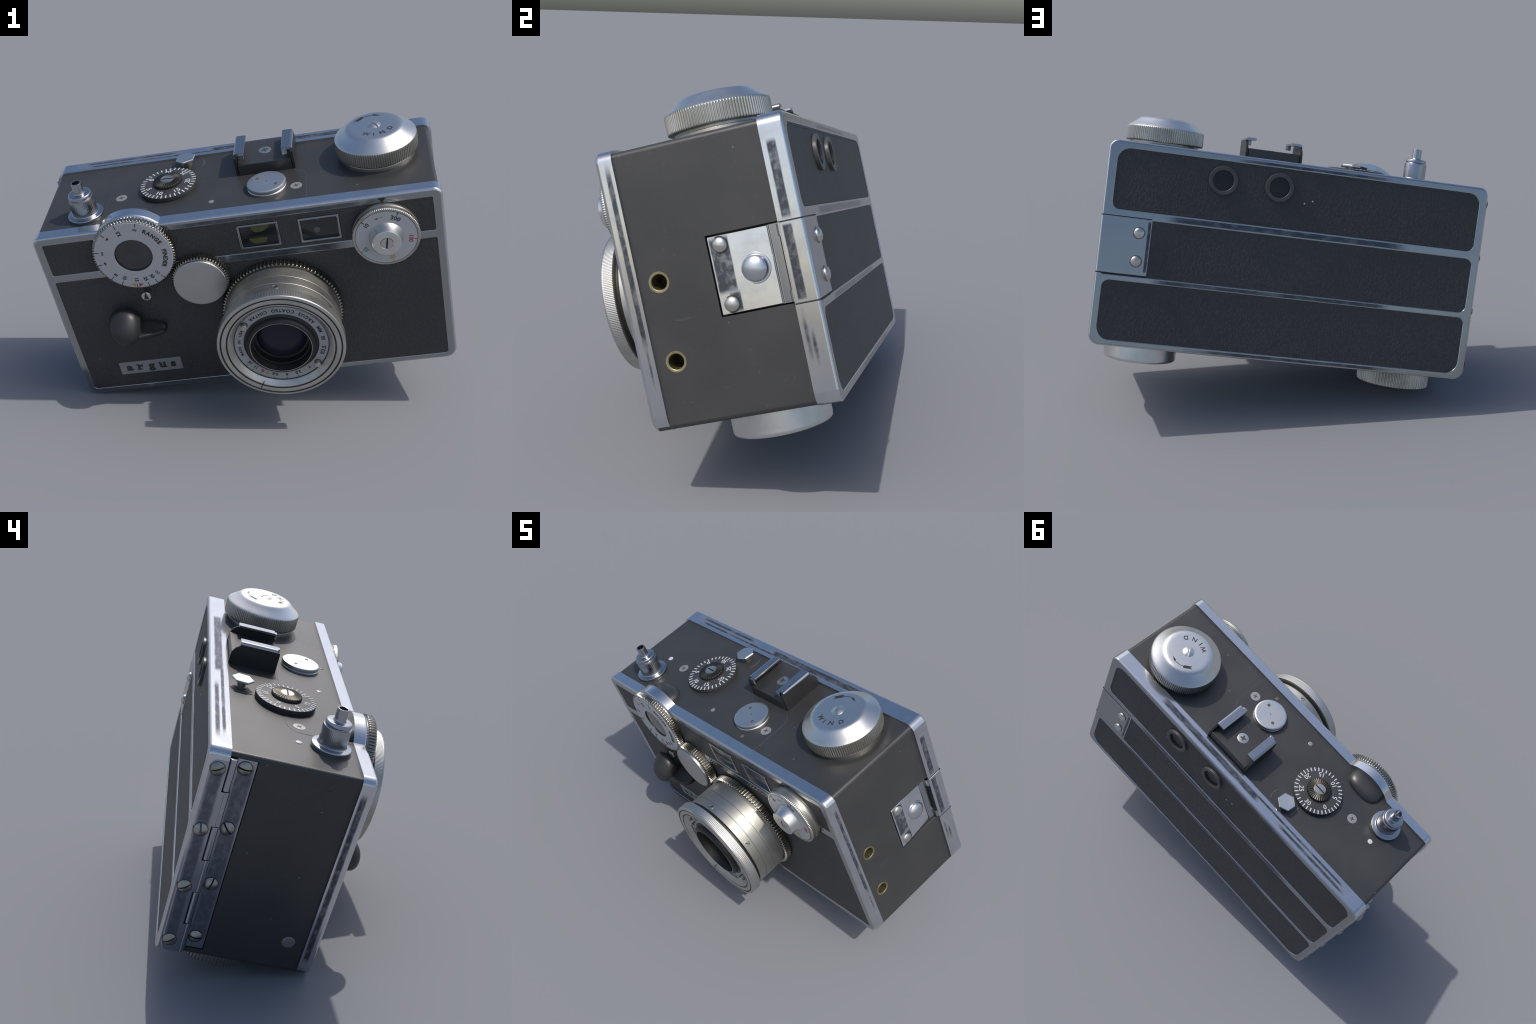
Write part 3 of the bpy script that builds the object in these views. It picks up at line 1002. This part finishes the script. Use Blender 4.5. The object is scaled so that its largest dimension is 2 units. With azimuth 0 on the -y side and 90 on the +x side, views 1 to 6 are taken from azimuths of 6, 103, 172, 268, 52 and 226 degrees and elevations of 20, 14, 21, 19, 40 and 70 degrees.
def build_lever():
    # leaning dome: circles whose centre drops towards the tip
    rings = [(0.322, 0.058, -0.500), (0.348, 0.060, -0.500), (0.352, 0.0740, -0.4965), (0.358, 0.0795, -0.4950), (0.375, 0.0805, -0.4945), (0.392, 0.0795, -0.4975), (0.408, 0.0753, -0.5030),
             (0.423, 0.0685, -0.5090), (0.436, 0.0620, -0.5135), (0.447, 0.0525, -0.5170), (0.4555, 0.0405, -0.5190), (0.461, 0.0260, -0.520), (0.4640, 0.0100, -0.521), (0.4645, 0.0020, -0.521)]
    mb = MB()
    mb.loft([[on(FRONT, -0.602 + r * cos(2 * pi * i / 72), z + r * sin(2 * pi * i / 72), h) for i in range(72)] for h, r, z in rings])
    lv = part('shutter_lever', mb, 'lever', angle=50)
    # finger tail: blade under the dome, drawn out to a rounded tip
    mb = MB()
    rows = []
    spine = [(-0.660, 0.385, -0.524, 0.012), (-0.645, 0.410, -0.527, 0.013), (-0.62, 0.432, -0.530, 0.014), (-0.59, 0.440, -0.534, 0.0145), (-0.56, 0.436, -0.538, 0.0145), (-0.52, 0.424, -0.544, 0.0145),
             (-0.485, 0.410, -0.550, 0.0140), (-0.455, 0.397, -0.555, 0.0135), (-0.435, 0.384, -0.559, 0.0130), (-0.425, 0.370, -0.561, 0.0115), (-0.421, 0.350, -0.562, 0.009)]
    for x, yo, z, th in spine:
        yi = 0.329
        lift = 0.016 * min(1.0, (yo - yi) / 0.08)
        rows.append([Vector((x, -yi, z + th + lift)), Vector((x, -(yi + 0.65 * min(0.03, yo - yi - 0.008)), z + th + lift * 0.9)), Vector((x, -(yi * 0.4 + yo * 0.6), z + th * 0.85)), Vector((x, -(yo - 0.006), z + th * 0.80)), Vector((x, -(yo - 0.001), z + th * 0.55)),
                     Vector((x, -yo, z)), Vector((x, -(yo - 0.001), z - th * 0.6)), Vector((x, -(yo - 0.006), z - th)), Vector((x, -yi, z - th))])
    mb.loft(rows)
    part('lever_tail', mb, 'lever_grip', lv, angle=35)


# ------------------------------------------------------------------ top
def build_top():
    cx, cy = KNOB
    mb = MB()
    mb.lathe(TOP, cx, cy, [(0, -0.002), (0.172, -0.002), (0.172, 0.014), (0.170, 0.017), (0.166, 0.018), (0.166, 0.026), (0.1840, 0.0275, 0.002), (0.1875, 0.030, 0.0030), (0.1888, 0.036, 0.0034),
                           (0.1888, 0.088, 0.0034), (0.1880, 0.0925, 0.002), (0.1868, 0.0955, 0.0005), (0.1850, 0.097)], teeth=110)
    k = part('wind_knob', mb, 'knurl', angle=35)
    mb = MB()
    mb.lathe(TOP, cx, cy, [(0.1862, 0.0955), (0.1850, 0.0975), (0.1800, 0.1018), (0.1720, 0.1075), (0.1600, 0.1162), (0.1480, 0.1255), (0.1390, 0.1332), (0.1320, 0.1390), (0.1250, 0.1428),
                           (0.1150, 0.1446), (0.10, 0.1452), (0.0, 0.1454)], 128)
    part('knob_cap', mb, 'knob', k, angle=60)
    h = 0.1453
    mb = MB()
    for ch, phi in (('W', -153.5), ('I', -177.0), ('N', 156.6), ('D', 123.5)):
        mb.letters(arc_in(TOP, cx, cy, 0.0835, phi, h), ch, 0.035, 0.018, 1.0)
    A = lambda r, p: polar(TOP, cx, cy, r, p, 0)
    # curved arrow: shaft, head, feathered tail
    shaft = [(0.0955, p) for p in range(-30, 6, 5)]
    for q in range(len(shaft) - 1):
        mb.loft([[polar(TOP, cx, cy, r, p, h + z) for r, p in ((0.0943, shaft[q][1]), (0.0967, shaft[q][1]), (0.0967, shaft[q + 1][1]), (0.0943, shaft[q + 1][1]))] for z in (-0.001, 0.0008)])
    mb.loft([[polar(TOP, cx, cy, r, p, h + z) for r, p in ((0.1035, 0), (0.0955, 4), (0.0890, 1), (0.0905, 21))] for z in (-0.001, 0.0009)])
    mb.loft([[polar(TOP, cx, cy, r, p, h + z) for r, p in ((0.1045, -31), (0.0950, -27), (0.0875, -33), (0.0900, -59), (0.0960, -51), (0.1045, -57))] for z in (-0.001, 0.0009)])
    part('knob_lettering', mb, 'ink', k)
    slotted(TOP, cx, cy, 0.1465, 0.0305, 0.0085, 145, k, 'knob')

    build_shoe()

    # frame counter
    cx, cy = COUNTER
    mb = MB()
    mb.lathe(TOP, cx, cy, [(0, -0.002), (0.131, -0.002), (0.131, 0.006), (0.1345, 0.008), (0.1350, 0.021), (0.1338, 0.0238), (0.131, 0.0248), (0.080, 0.0285), (0.0, 0.0285)], 128)
    fc = part('frame_counter', mb, 'dial_black')
    f = lambda r: 0.0248 + (0.131 - r) * 0.0725
    mb = MB()
    for i in range(36):
        tick_slope(mb, cx, cy, 0.1125, 0.1335, -62 - 10 * i, f)
    for i, s in enumerate(('0', '5', '10', '15', '20', '25', '30')):
        r = 0.0945
        mb.letters(arc_in(TOP, cx, cy, r, -62 - 50.5 * i - (2 if len(s) == 1 else 0), f(r) + 0.0004), s, 0.0355, 0.010, 1.0)
    part('counter_marks', mb, 'marks', fc)
    mb = MB()
    prof = [(0.0, 0.027), (0.0665, 0.027), (0.0680, 0.0300, 0.002), (0.0680, 0.0400, 0.003), (0.0655, 0.0430, 0.003)]
    mb.lathe(TOP, cx, cy, prof, teeth=32)
    # radially ribbed upper face
    n = 32 * 6
    rows = []
    for r, h0, amp in ((0.0655, 0.0430, 0.0030), (0.050, 0.0455, 0.0030), (0.034, 0.0470, 0.0018), (0.032, 0.0470, 0.0)):
        rows.append([on(TOP, cx + r * cos(2 * pi * i / n), cy + r * sin(2 * pi * i / n), h0 - amp * (0.5 - 0.5 * cos(2 * pi * (i % 6) / 6))) for i in range(n)])
    verts = [p for r in rows for p in r]
    faces = [(j * n + i, j * n + (i + 1) % n, (j + 1) * n + (i + 1) % n, (j + 1) * n + i) for j in range(3) for i in range(n)]
    mb.add(verts, faces)
    part('counter_knob', mb, 'counter_knob', fc, angle=45)
    mb = MB()
    mb.lathe(TOP, cx, cy, [(0.033, 0.040), (0.033, 0.0465), (0.031, 0.0475), (0.0300, 0.0468), (0.0300, 0.043)], 48)
    part('screw_collar', mb, 'brass', fc)
    slotted(TOP, cx, cy, 0.0475, 0.0295, 0.0012, 91, fc, 'rivet', 0.13)

    # film catch: hexagonal button on a stem
    hx, hy = -0.252, 0.189
    mb = MB()
    mb.lathe(TOP, hx, hy, [(0.026, -0.002), (0.026, 0.004), (0.018, 0.006), (0.018, 0.034)], 32)
    hexb = part('film_catch', mb, 'screw')
    mb = MB()
    def hexa(r, z):
        return [on(TOP, hx + r * cos(radians(60 * i + 23)), hy + r * sin(radians(60 * i + 23)), z) for i in range(6)]
    mb.loft([hexa(0.046, 0.030), hexa(0.050, 0.0325), hexa(0.0505, 0.0385), hexa(0.0475, 0.0415)])
    part('hexagon_button', mb, 'knob', hexb, angle=20)
    mb = MB()
    mb.box((-0.319, 0.140, -0.001), (-0.312, 0.212, 0.003), 0.001, 1)
    part('index_line', mb, 'haze', hexb)
    mb = MB()
    for i in range(5):
        for a0, a1 in ((200 + i * 12, 212 + i * 12),):
            mb.loft([[on(TOP, -0.235 + r * cos(radians(a - 200 + 155)), 0.1835 + r * sin(radians(a - 200 + 155)) * 0.9, z) for r, a in ((-0.068, a0), (-0.0725, a0), (-0.0725, a1), (-0.068, a1))] for z in (-0.001, 0.0007)])
    part('wear_mark', mb, 'haze', hexb)

    # round cap with two spanner holes
    cx, cy = CAP
    mb = MB()
    mb.lathe(TOP, cx, cy, [(0, -0.002), (0.0900, -0.002), (0.0900, 0.006), (0.0870, 0.009), (0.0870, 0.012), (0.0900, 0.014), (0.0905, 0.024), (0.0890, 0.0275), (0.0850, 0.0295), (0.080, 0.0300), (0, 0.0302)], 96)
    cap = part('plug_cap', mb, 'cap', angle=40)
    mb = MB()
    for a, b, r in ((0.2020, -0.1445, 0.0095), (0.1140, -0.0835, 0.0095), (cx + 0.002, cy, 0.0035)):
        mb.lathe(TOP, a, b, [(r, 0.0298), (r * 0.9, 0.0308), (0, 0.0306)], 20)
    part('spanner_hole', mb, 'grain_line', cap)

    # cable-release button
    cx, cy = RELEASE
    mb = MB()
    mb.lathe(TOP, cx, cy, [(0, -0.001), (0.080, -0.001), (0.080, 0.010), (0.0835, 0.0115), (0.0845, 0.014), (0.0838, 0.0180), (0.0815, 0.0200), (0.0640, 0.0220), (0.0610, 0.0240), (0.0595, 0.0270)], 96)
    rel = part('release_button', mb, 'chrome', angle=40)
    mb = MB()
    mb.lathe(TOP, cx, cy, [(0.0590, 0.023), (0.0585, 0.030, 0.0002), (0.0590, 0.036, 0.0004), (0.0590, 0.100, 0.0004), (0.0575, 0.1045, 0.0002), (0.0535, 0.1055), (0.0525, 0.1075), (0.0540, 0.110), (0.0545, 0.1150),
                           (0.0535, 0.1225), (0.0505, 0.1262), (0.0450, 0.1275), (0.0270, 0.1280)], teeth=48)
    part('release_collar', mb, 'chrome', rel, angle=40)
    mb = MB()
    mb.lathe(TOP, cx, cy, [(0.0285, 0.1275), (0.0255, 0.1310), (0.0245, 0.136), (0.0245, 0.178), (0.0235, 0.1815), (0.0215, 0.1820), (0.0185, 0.1810), (0.0180, 0.178), (0.0175, 0.140), (0, 0.140)], 48)
    part('release_tube', mb, 'chrome', rel, angle=50)

    # flush screws and rivets in the top plate
    for a, b in ((-0.5432, -0.0471), (0.2905, -0.1387)):
        mb = MB()
        mb.lathe(TOP, a, b, [(0.0275, 0.0005), (0.0268, 0.0022), (0.024, 0.0026), (0, 0.0026)], 40)
        s = part('plate_screw', mb, 'plate_screw')
        cross(TOP, a, b, 0.0026, 0.0125, 0.0035, 25, s)
    for a, b, r, m in ((-0.0979, -0.1823, 0.0125, 'plate_screw'), (-0.6942, -0.0308, 0.0135, 'marks'), (0.2059, -0.2283, 0.011, 'grain_line')):
        mb = MB()
        mb.lathe(TOP, a, b, [(r, -0.001), (r, 0.0018), (r * 0.85, 0.0028), (0, 0.0032)], 32)
        part('plate_rivet', mb, m)


def tick_slope(mb, cx, cy, r0, r1, phi, f):
    a = radians(phi)
    o, t = (sin(a), cos(a)), (cos(a), -sin(a))
    w = 0.0029
    P = lambda r, s, z: on(TOP, cx + o[0] * r + t[0] * s, cy + o[1] * r + t[1] * s, f(r) + z)
    mb.loft([[P(r0, -w, z), P(r0, w, z), P(r1, w, z), P(r1, -w, z)] for z in (-0.001, 0.0006)])


def cross(side, a, b, h, L, w, turn, parent):
    mb = MB()
    for k in (0, 90):
        c, s = cos(radians(turn + k)), sin(radians(turn + k))
        mb.loft([[on(side, a + x * c - y * s, b + x * s + y * c, z) for x, y in ((-L, -w * 0.5), (0, -w), (L, -w * 0.5), (L, w * 0.5), (0, w), (-L, w * 0.5))]
                 for z in (h - 0.002, h + 0.0004 + k * 1e-6)])
    part('screw_recess', mb, 'screw_recess', parent)


def build_shoe():
    x0, x1, y0, y1 = 0.0060, 0.2845, 0.0180, 0.2385
    mb = MB()
    mb.box((x0 + 0.0135, y0 - 0.002, -0.002), (x1 - 0.0135, y1 - 0.002, 0.0555), 0.003, 2)
    shoe = part('accessory_shoe', mb, 'paint')
    for sgn, xo in ((1, x0), (-1, x1)):
        # wall with a rear corner cut away; flange bent over the top
        t = 0.011
        mb = MB()
        side_pts = [(y0, -0.002), (y1, -0.002), (y1, 0.030), (y1 - 0.003, 0.054), (y1 - 0.016, 0.074), (0.2030, 0.0880), (0.2030, 0.0955), (y0 + 0.004, 0.0955), (y0, 0.0900)]
        mb.loft([[Vector((xo + sgn * d, y, z)) for y, z in side_pts] for d in (0.0, t)])
        part('shoe_wall', mb, 'shoe_side', shoe)
        # flange profile in x-z swept along y
        prof = [(0.0, 0.0940), (0.0004, 0.0995), (0.003, 0.1045), (0.008, 0.1075), (0.014, 0.1082), (0.0500, 0.1078), (0.0515, 0.1065), (0.0515, 0.0985), (0.050, 0.0970), (0.015, 0.0970), (0.0115, 0.0955), (0.011, 0.0940)]
        mb = MB()
        mb.loft([[Vector((xo + sgn * a, y, z)) for a, z in prof] for y in (y0 + 0.012, 0.2030)])
        # turned-down stop at the front end
        mb.box((min(xo + sgn * 0.024, xo + sgn * 0.0510), y0 + 0.001, 0.0770), (max(xo + sgn * 0.024, xo + sgn * 0.0510), y0 + 0.012, 0.1078), 0.0035, 2)
        part('shoe_rail', mb, 'chrome', shoe, angle=40)
    mb = MB()
    mb.lathe(TOP, 0.1444, 0.1272, [(0.031, 0.054), (0.0305, 0.0568), (0.026, 0.0585), (0, 0.0592)], 40)
    s = part('shoe_screw', mb, 'rivet', shoe)
    cross(TOP, 0.1444, 0.1272, 0.0592, 0.0165, 0.0055, 20, shoe)


# ------------------------------------------------------------------ back
def build_back():
    p1 = rrect(-0.8800, 0.8890, -0.3060, -0.0235, (0.034, 0.034, 0.058, 0.058), 8)      # a = -x
    p2 = rrect(-0.8990, 0.8915, -0.6135, -0.3465, (0.010, 0.034, 0.034, 0.010), 8)
    p3 = rrect(-0.8880, 0.8915, -0.9215, -0.6410, (0.060, 0.060, 0.034, 0.034), 8)
    mb = MB()
    mb.sheet(BACK, rrect(-FW, FW + 0.0065, FB, FT, (0.052, 0.052, 0.042, 0.042), 10), [p1, p2, p3], YBB, YB, 0.010, 6, hole_bevel=0.0045)
    # front edge of the frame rolled in a little towards the body
    part('back_frame', mb, 'back_chrome', angle=40, skew=True)
    for p in (p1, p2, p3):
        mb = MB()
        mb.sheet(BACK, inset(ccw(p), -0.002), [], 0.30, YB - 0.0025, 0.002, 2)
        part('leather_panel', mb, 'leather', skew=True)
    # lip on the upper panel
    mb = MB()
    mb.sheet(BACK, inset(ccw(p1), 0.0015), [inset(ccw(p1), 0.0085)], 0.318, YB - 0.0012, 0.001, 2)
    part('panel_lip', mb, 'leather', skew=True)

    for x in (0.3823, 0.1121):
        mb = MB()
        mb.lathe(BACK, -x, -0.1147, [(0.0690, 0.318), (0.0690, 0.3375), (0.0680, 0.3398), (0.0655, 0.3408), (0.0520, 0.3404), (0.0495, 0.3390), (0.0480, 0.336), (0.0475, 0.322), (0.0475, 0.312)], 64)
        e = part('eyepiece', mb, 'ring_dark', angle=35, skew=True)
        mb = MB()
        mb.lathe(BACK, -x, -0.1147, [(0.0485, 0.3272), (0.042, 0.3275), (0.030, 0.3280), (0, 0.3284)], 48)
        part('eyepiece_glass', mb, 'eye_glass', e, angle=60)
    mb = MB()
    for x, z in ((-0.0173, -0.1756), (-0.0560, -0.1603)):
        mb.lathe(BACK, -x, z, [(0.0042, YB - 0.003), (0.0038, YB - 0.0022), (0, YB - 0.0018)], 12)
    part('paint_fleck', mb, 'marks', skew=True)


# ------------------------------------------------------------------ right-hand side: latch
def build_latch():
    z0, z1 = -0.6005, -0.3395
    lean = lambda y: 0.9120 - 0.0155 * max(0.0, y) / 0.197        # the spring plate leans into the body
    mb = MB()
    ys_ = (-0.0065, -0.0045, 0.06, 0.13, 0.1945, 0.1965)
    rows = []
    for k, y in enumerate(ys_):
        e = 0.0015 if k in (0, len(ys_) - 1) else 0.0
        rows.append([on(RIGHT, y, z0, 0.870), on(RIGHT, y, z0, lean(y) - 0.002 - e), on(RIGHT, y, z0 + 0.002, lean(y) - e),
                     on(RIGHT, y, z1 - 0.002, lean(y) - e), on(RIGHT, y, z1, lean(y) - 0.002 - e), on(RIGHT, y, z1, 0.870)])
    mb.loft(rows)
    latch = part('latch', mb, 'latch_chrome')
    mb = MB()
    sec = [(0.1970, 0.870), (0.1970, 0.8985), (0.1985, 0.9005), (0.2010, 0.9005), (0.2030, 0.8985), (0.2060, 0.8980), (0.2320, 0.9015), (0.2360, 0.9000), (0.2360, 0.870)]
    mb.loft([[on(RIGHT, a, z, h) for a, h in sec] for z in (z0, z1)])
    part('latch_fold', mb, 'chrome', latch)
    # barrel ears and slot
    for a, b in ((-0.3825, -0.3425), (-0.5985, -0.5600)):
        mb = MB()
        mb.loft([[on(RIGHT, 0.2395 + 0.0100 * cos(t * pi / 8), z, 0.9100 + 0.0130 * sin(t * pi / 8)) for t in range(16)] for z in (a, b)])
        part('latch_ear', mb, 'chrome', latch, angle=50)
    mb = MB()
    mb.box((0.852, 0.2365, -0.561), (0.9238, 0.2462, -0.382))
    part('latch_slot', mb, 'dark', latch)
    for z in (-0.371, -0.5695):
        h = lean(0.033) - 0.001
        mb = MB()
        mb.lathe(RIGHT, 0.0310, z, [(0.0275, h - 0.004), (0.0270, h + 0.001)] + [(0.0265 * cos(t * pi / 16), h + 0.0005 + 0.0135 * sin(t * pi / 16)) for t in range(9)], 40)
        part('latch_rivet', mb, 'rivet', latch, angle=50)
        mb = MB()
        mb.lathe(RIGHT, 0.0310, z, [(0.0290, h - 0.003), (0.0288, h + 0.0020), (0.0262, h + 0.0018)], 40)
        part('rivet_seat', mb, 'ink', latch)
    h = lean(0.131)
    mb = MB()
    mb.lathe(RIGHT, 0.1310, -0.4690, [(0.0540, h - 0.006), (0.0520, h + 0.0010), (0.0485, h + 0.0018), (0.0465, h + 0.0012)] + [(0.0462 * cos(t * pi / 24), h + 0.001 + 0.024 * sin(t * pi / 24)) for t in range(13)], 64)
    part('latch_dome', mb, 'latch_dome', latch, angle=60)

    # strap that wraps round the corner of the back frame
    xs, ys = 0.9255, 0.3312
    t = 0.012
    r = 0.012
    outer, inner = [], []
    path = [(0.2515, None)]
    out = [(xs - 0.004, 0.2465), (xs, 0.2495)]
    out += [(xs - r + r * cos(radians(a)), ys - r + r * sin(radians(a))) for a in range(0, 91, 15)]
    out += [(0.6915, ys), (0.6885, ys - 0.003)]
    inn = [(0.6885, ys - t), (xs - t, ys - t), (xs - t, 0.2465)]
    sec = out + inn
    mb = MB()
    e = 0.0022
    zs = ((-0.6065, e), (-0.6065 + e, 0), (-0.3400 - e, 0), (-0.3400, e))
    cxm, cym = 0.85, 0.29
    rows = []
    for z, d in zs:
        rows.append([Vector((x - (d if x > 0.91 else 0), y - (d if y > 0.325 else 0), z)) for x, y in sec])
    mb.loft(rows)
    strap = part('latch_strap', mb, 'strap_chrome', angle=40, skew=True)
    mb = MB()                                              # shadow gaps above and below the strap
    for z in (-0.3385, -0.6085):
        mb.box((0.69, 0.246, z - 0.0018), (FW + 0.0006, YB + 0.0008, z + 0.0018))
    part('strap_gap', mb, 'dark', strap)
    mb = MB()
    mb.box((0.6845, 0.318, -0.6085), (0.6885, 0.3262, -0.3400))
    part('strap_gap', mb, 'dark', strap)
    for z in (-0.4076, -0.5409):
        mb = MB()
        mb.lathe(BACK, -0.7440, z, [(0.0275, ys - 0.003), (0.0270, ys + 0.002)] + [(0.0265 * cos(t * pi / 16), ys + 0.0015 + 0.0150 * sin(t * pi / 16)) for t in range(9)], 40)
        part('strap_rivet', mb, 'rivet', strap, angle=50)
        mb = MB()
        mb.lathe(BACK, -0.7440, z, [(0.0287, ys - 0.001), (0.0285, ys + 0.0006), (0.0262, ys + 0.0008)], 40)
        part('rivet_seat', mb, 'ink', strap)


# ------------------------------------------------------------------ left-hand side: hinge
def build_hinge():
    mb = MB()
    mb.sheet(LEFT, rrect(-0.3160, -0.2490, -0.9290, -0.0350, (0.028, 0.004, 0.004, 0.028), 8), [], 0.900, 0.9345, 0.003, 3)
    hinge = part('hinge', mb, 'hinge')
    mb = MB()
    mb.sheet(LEFT, rrect(-0.2160, -0.1395, -0.9130, -0.0200, 0.003, 3), [], 0.895, 0.9075, 0.003, 3)
    part('hinge_leaf', mb, 'hinge', hinge)
    zs = [-0.0200, -0.1610, -0.3180, -0.4740, -0.6290, -0.7850, -0.9290]
    for k in range(6):
        a = -0.2330 if k % 2 == 0 else -0.2290
        mb = MB()
        z1, z0 = zs[k] - 0.0012, zs[k + 1] + 0.0012
        sec = [(a + 0.0155 * cos(2 * pi * i / 20), 0.9170 + 0.0155 * sin(2 * pi * i / 20)) for i in range(20)]
        sm = [(a + 0.0140 * cos(2 * pi * i / 20), 0.9170 + 0.0140 * sin(2 * pi * i / 20)) for i in range(20)]
        mb.loft([[on(LEFT, p, z, h) for p, h in s] for z, s in ((z0, sm), (z0 + 0.0015, sec), (z1 - 0.0015, sec), (z1, sm))])
        # sheet running from the knuckle into its own leaf
        if k % 2 == 0:
            mb.box((-0.9070, 0.205, z0), (-0.895, 0.226, z1), 0.001, 1)
        else:
            mb.box((-0.9340, 0.236, z0), (-0.910, 0.2550, z1), 0.001, 1)
        part('hinge_knuckle', mb, 'hinge', hinge, angle=50)
    mb = MB()
    mb.box((-0.9030, 0.212, -0.922), (-0.892, 0.254, -0.026))
    part('hinge_gap', mb, 'dark', hinge)
    turns = [62, 95, 170, 140, 58, 15, 55, 92]
    spots = [(0.2865, -0.0680), (0.1830, -0.0575), (0.2865, -0.3380), (0.1830, -0.3260), (0.2875, -0.6060), (0.1840, -0.5890), (0.2875, -0.8730), (0.1845, -0.8550)]
    for (y, z), t in zip(spots, turns):
        h = 0.9350 if y > 0.25 else 0.9090
        slotted(LEFT, -y, z, h, 0.0285, 0.0125, t, hinge, 'screw', 0.12)
        mb = MB()
        mb.lathe(LEFT, -y, z, [(0.0305, h - 0.002), (0.0302, h + 0.0004), (0.0280, h + 0.0005)], 40)
        part('screw_seat', mb, 'ink', hinge)


# ------------------------------------------------------------------ underside knobs
def build_bottom():
    mb = MB()
    mb.lathe(BOTTOM, 0.664, -0.055, [(0.1780, 0.930), (0.1790, 0.94), (0.1790, 1.026), (0.1775, 1.034), (0.1730, 1.0395), (0.165, 1.0415), (0, 1.0415)], 128)
    part('film_knob', mb, 'knob', angle=40)
    mb = MB()
    mb.lathe(BOTTOM, -0.653, -0.055, [(0.1780, 0.930), (0.1800, 0.945), (0.1850, 0.948, 0.005), (0.1860, 0.953, 0.007), (0.1850, 1.035, 0.007), (0.1830, 1.0415, 0.005), (0.1750, 1.0445), (0, 1.0445)], teeth=72)
    part('rewind_knob', mb, 'knurl', angle=40)


def build():
    global ROOT
    for ob in list(bpy.data.objects):
        bpy.data.objects.remove(ob)
    build_materials()
    M['counter_knob'] = warm_nickel('counter_knob_metal', (0.10, 0.095, 0.085), 0.32, 0.5)
    M['latch_dome'] = warm_nickel('dome_nickel', (0.62, 0.64, 0.67), 0.24, 0.2)
    M['window_chrome'] = chrome('window_frame_chrome', base=(0.34, 0.35, 0.37))
    M['cap'] = warm_nickel('cap_nickel', (0.66, 0.68, 0.69), 0.34, 0.35)
    M['plate_screw'] = plain('plate_screw_nickel', (0.30, 0.30, 0.305), 0.45, metal=0.4, var=0.1)
    M['screw_recess'] = plain('screw_recess_dirt', (0.05, 0.045, 0.035), 0.6)
    M['shoe_side'] = plain('shoe_side_paint', (0.030, 0.030, 0.031), 0.38, metal=0.2, var=0.2)
    ROOT = bpy.data.objects.new('film_camera', None)
    bpy.context.scene.collection.objects.link(ROOT)
    ROOT['label'] = 'vintage black and chrome rangefinder film camera with silver lens'
    ROOT['category'] = 'camera'
    build_body()
    build_front()
    build_top()
    build_back()
    build_latch()
    build_hinge()
    build_bottom()


build()
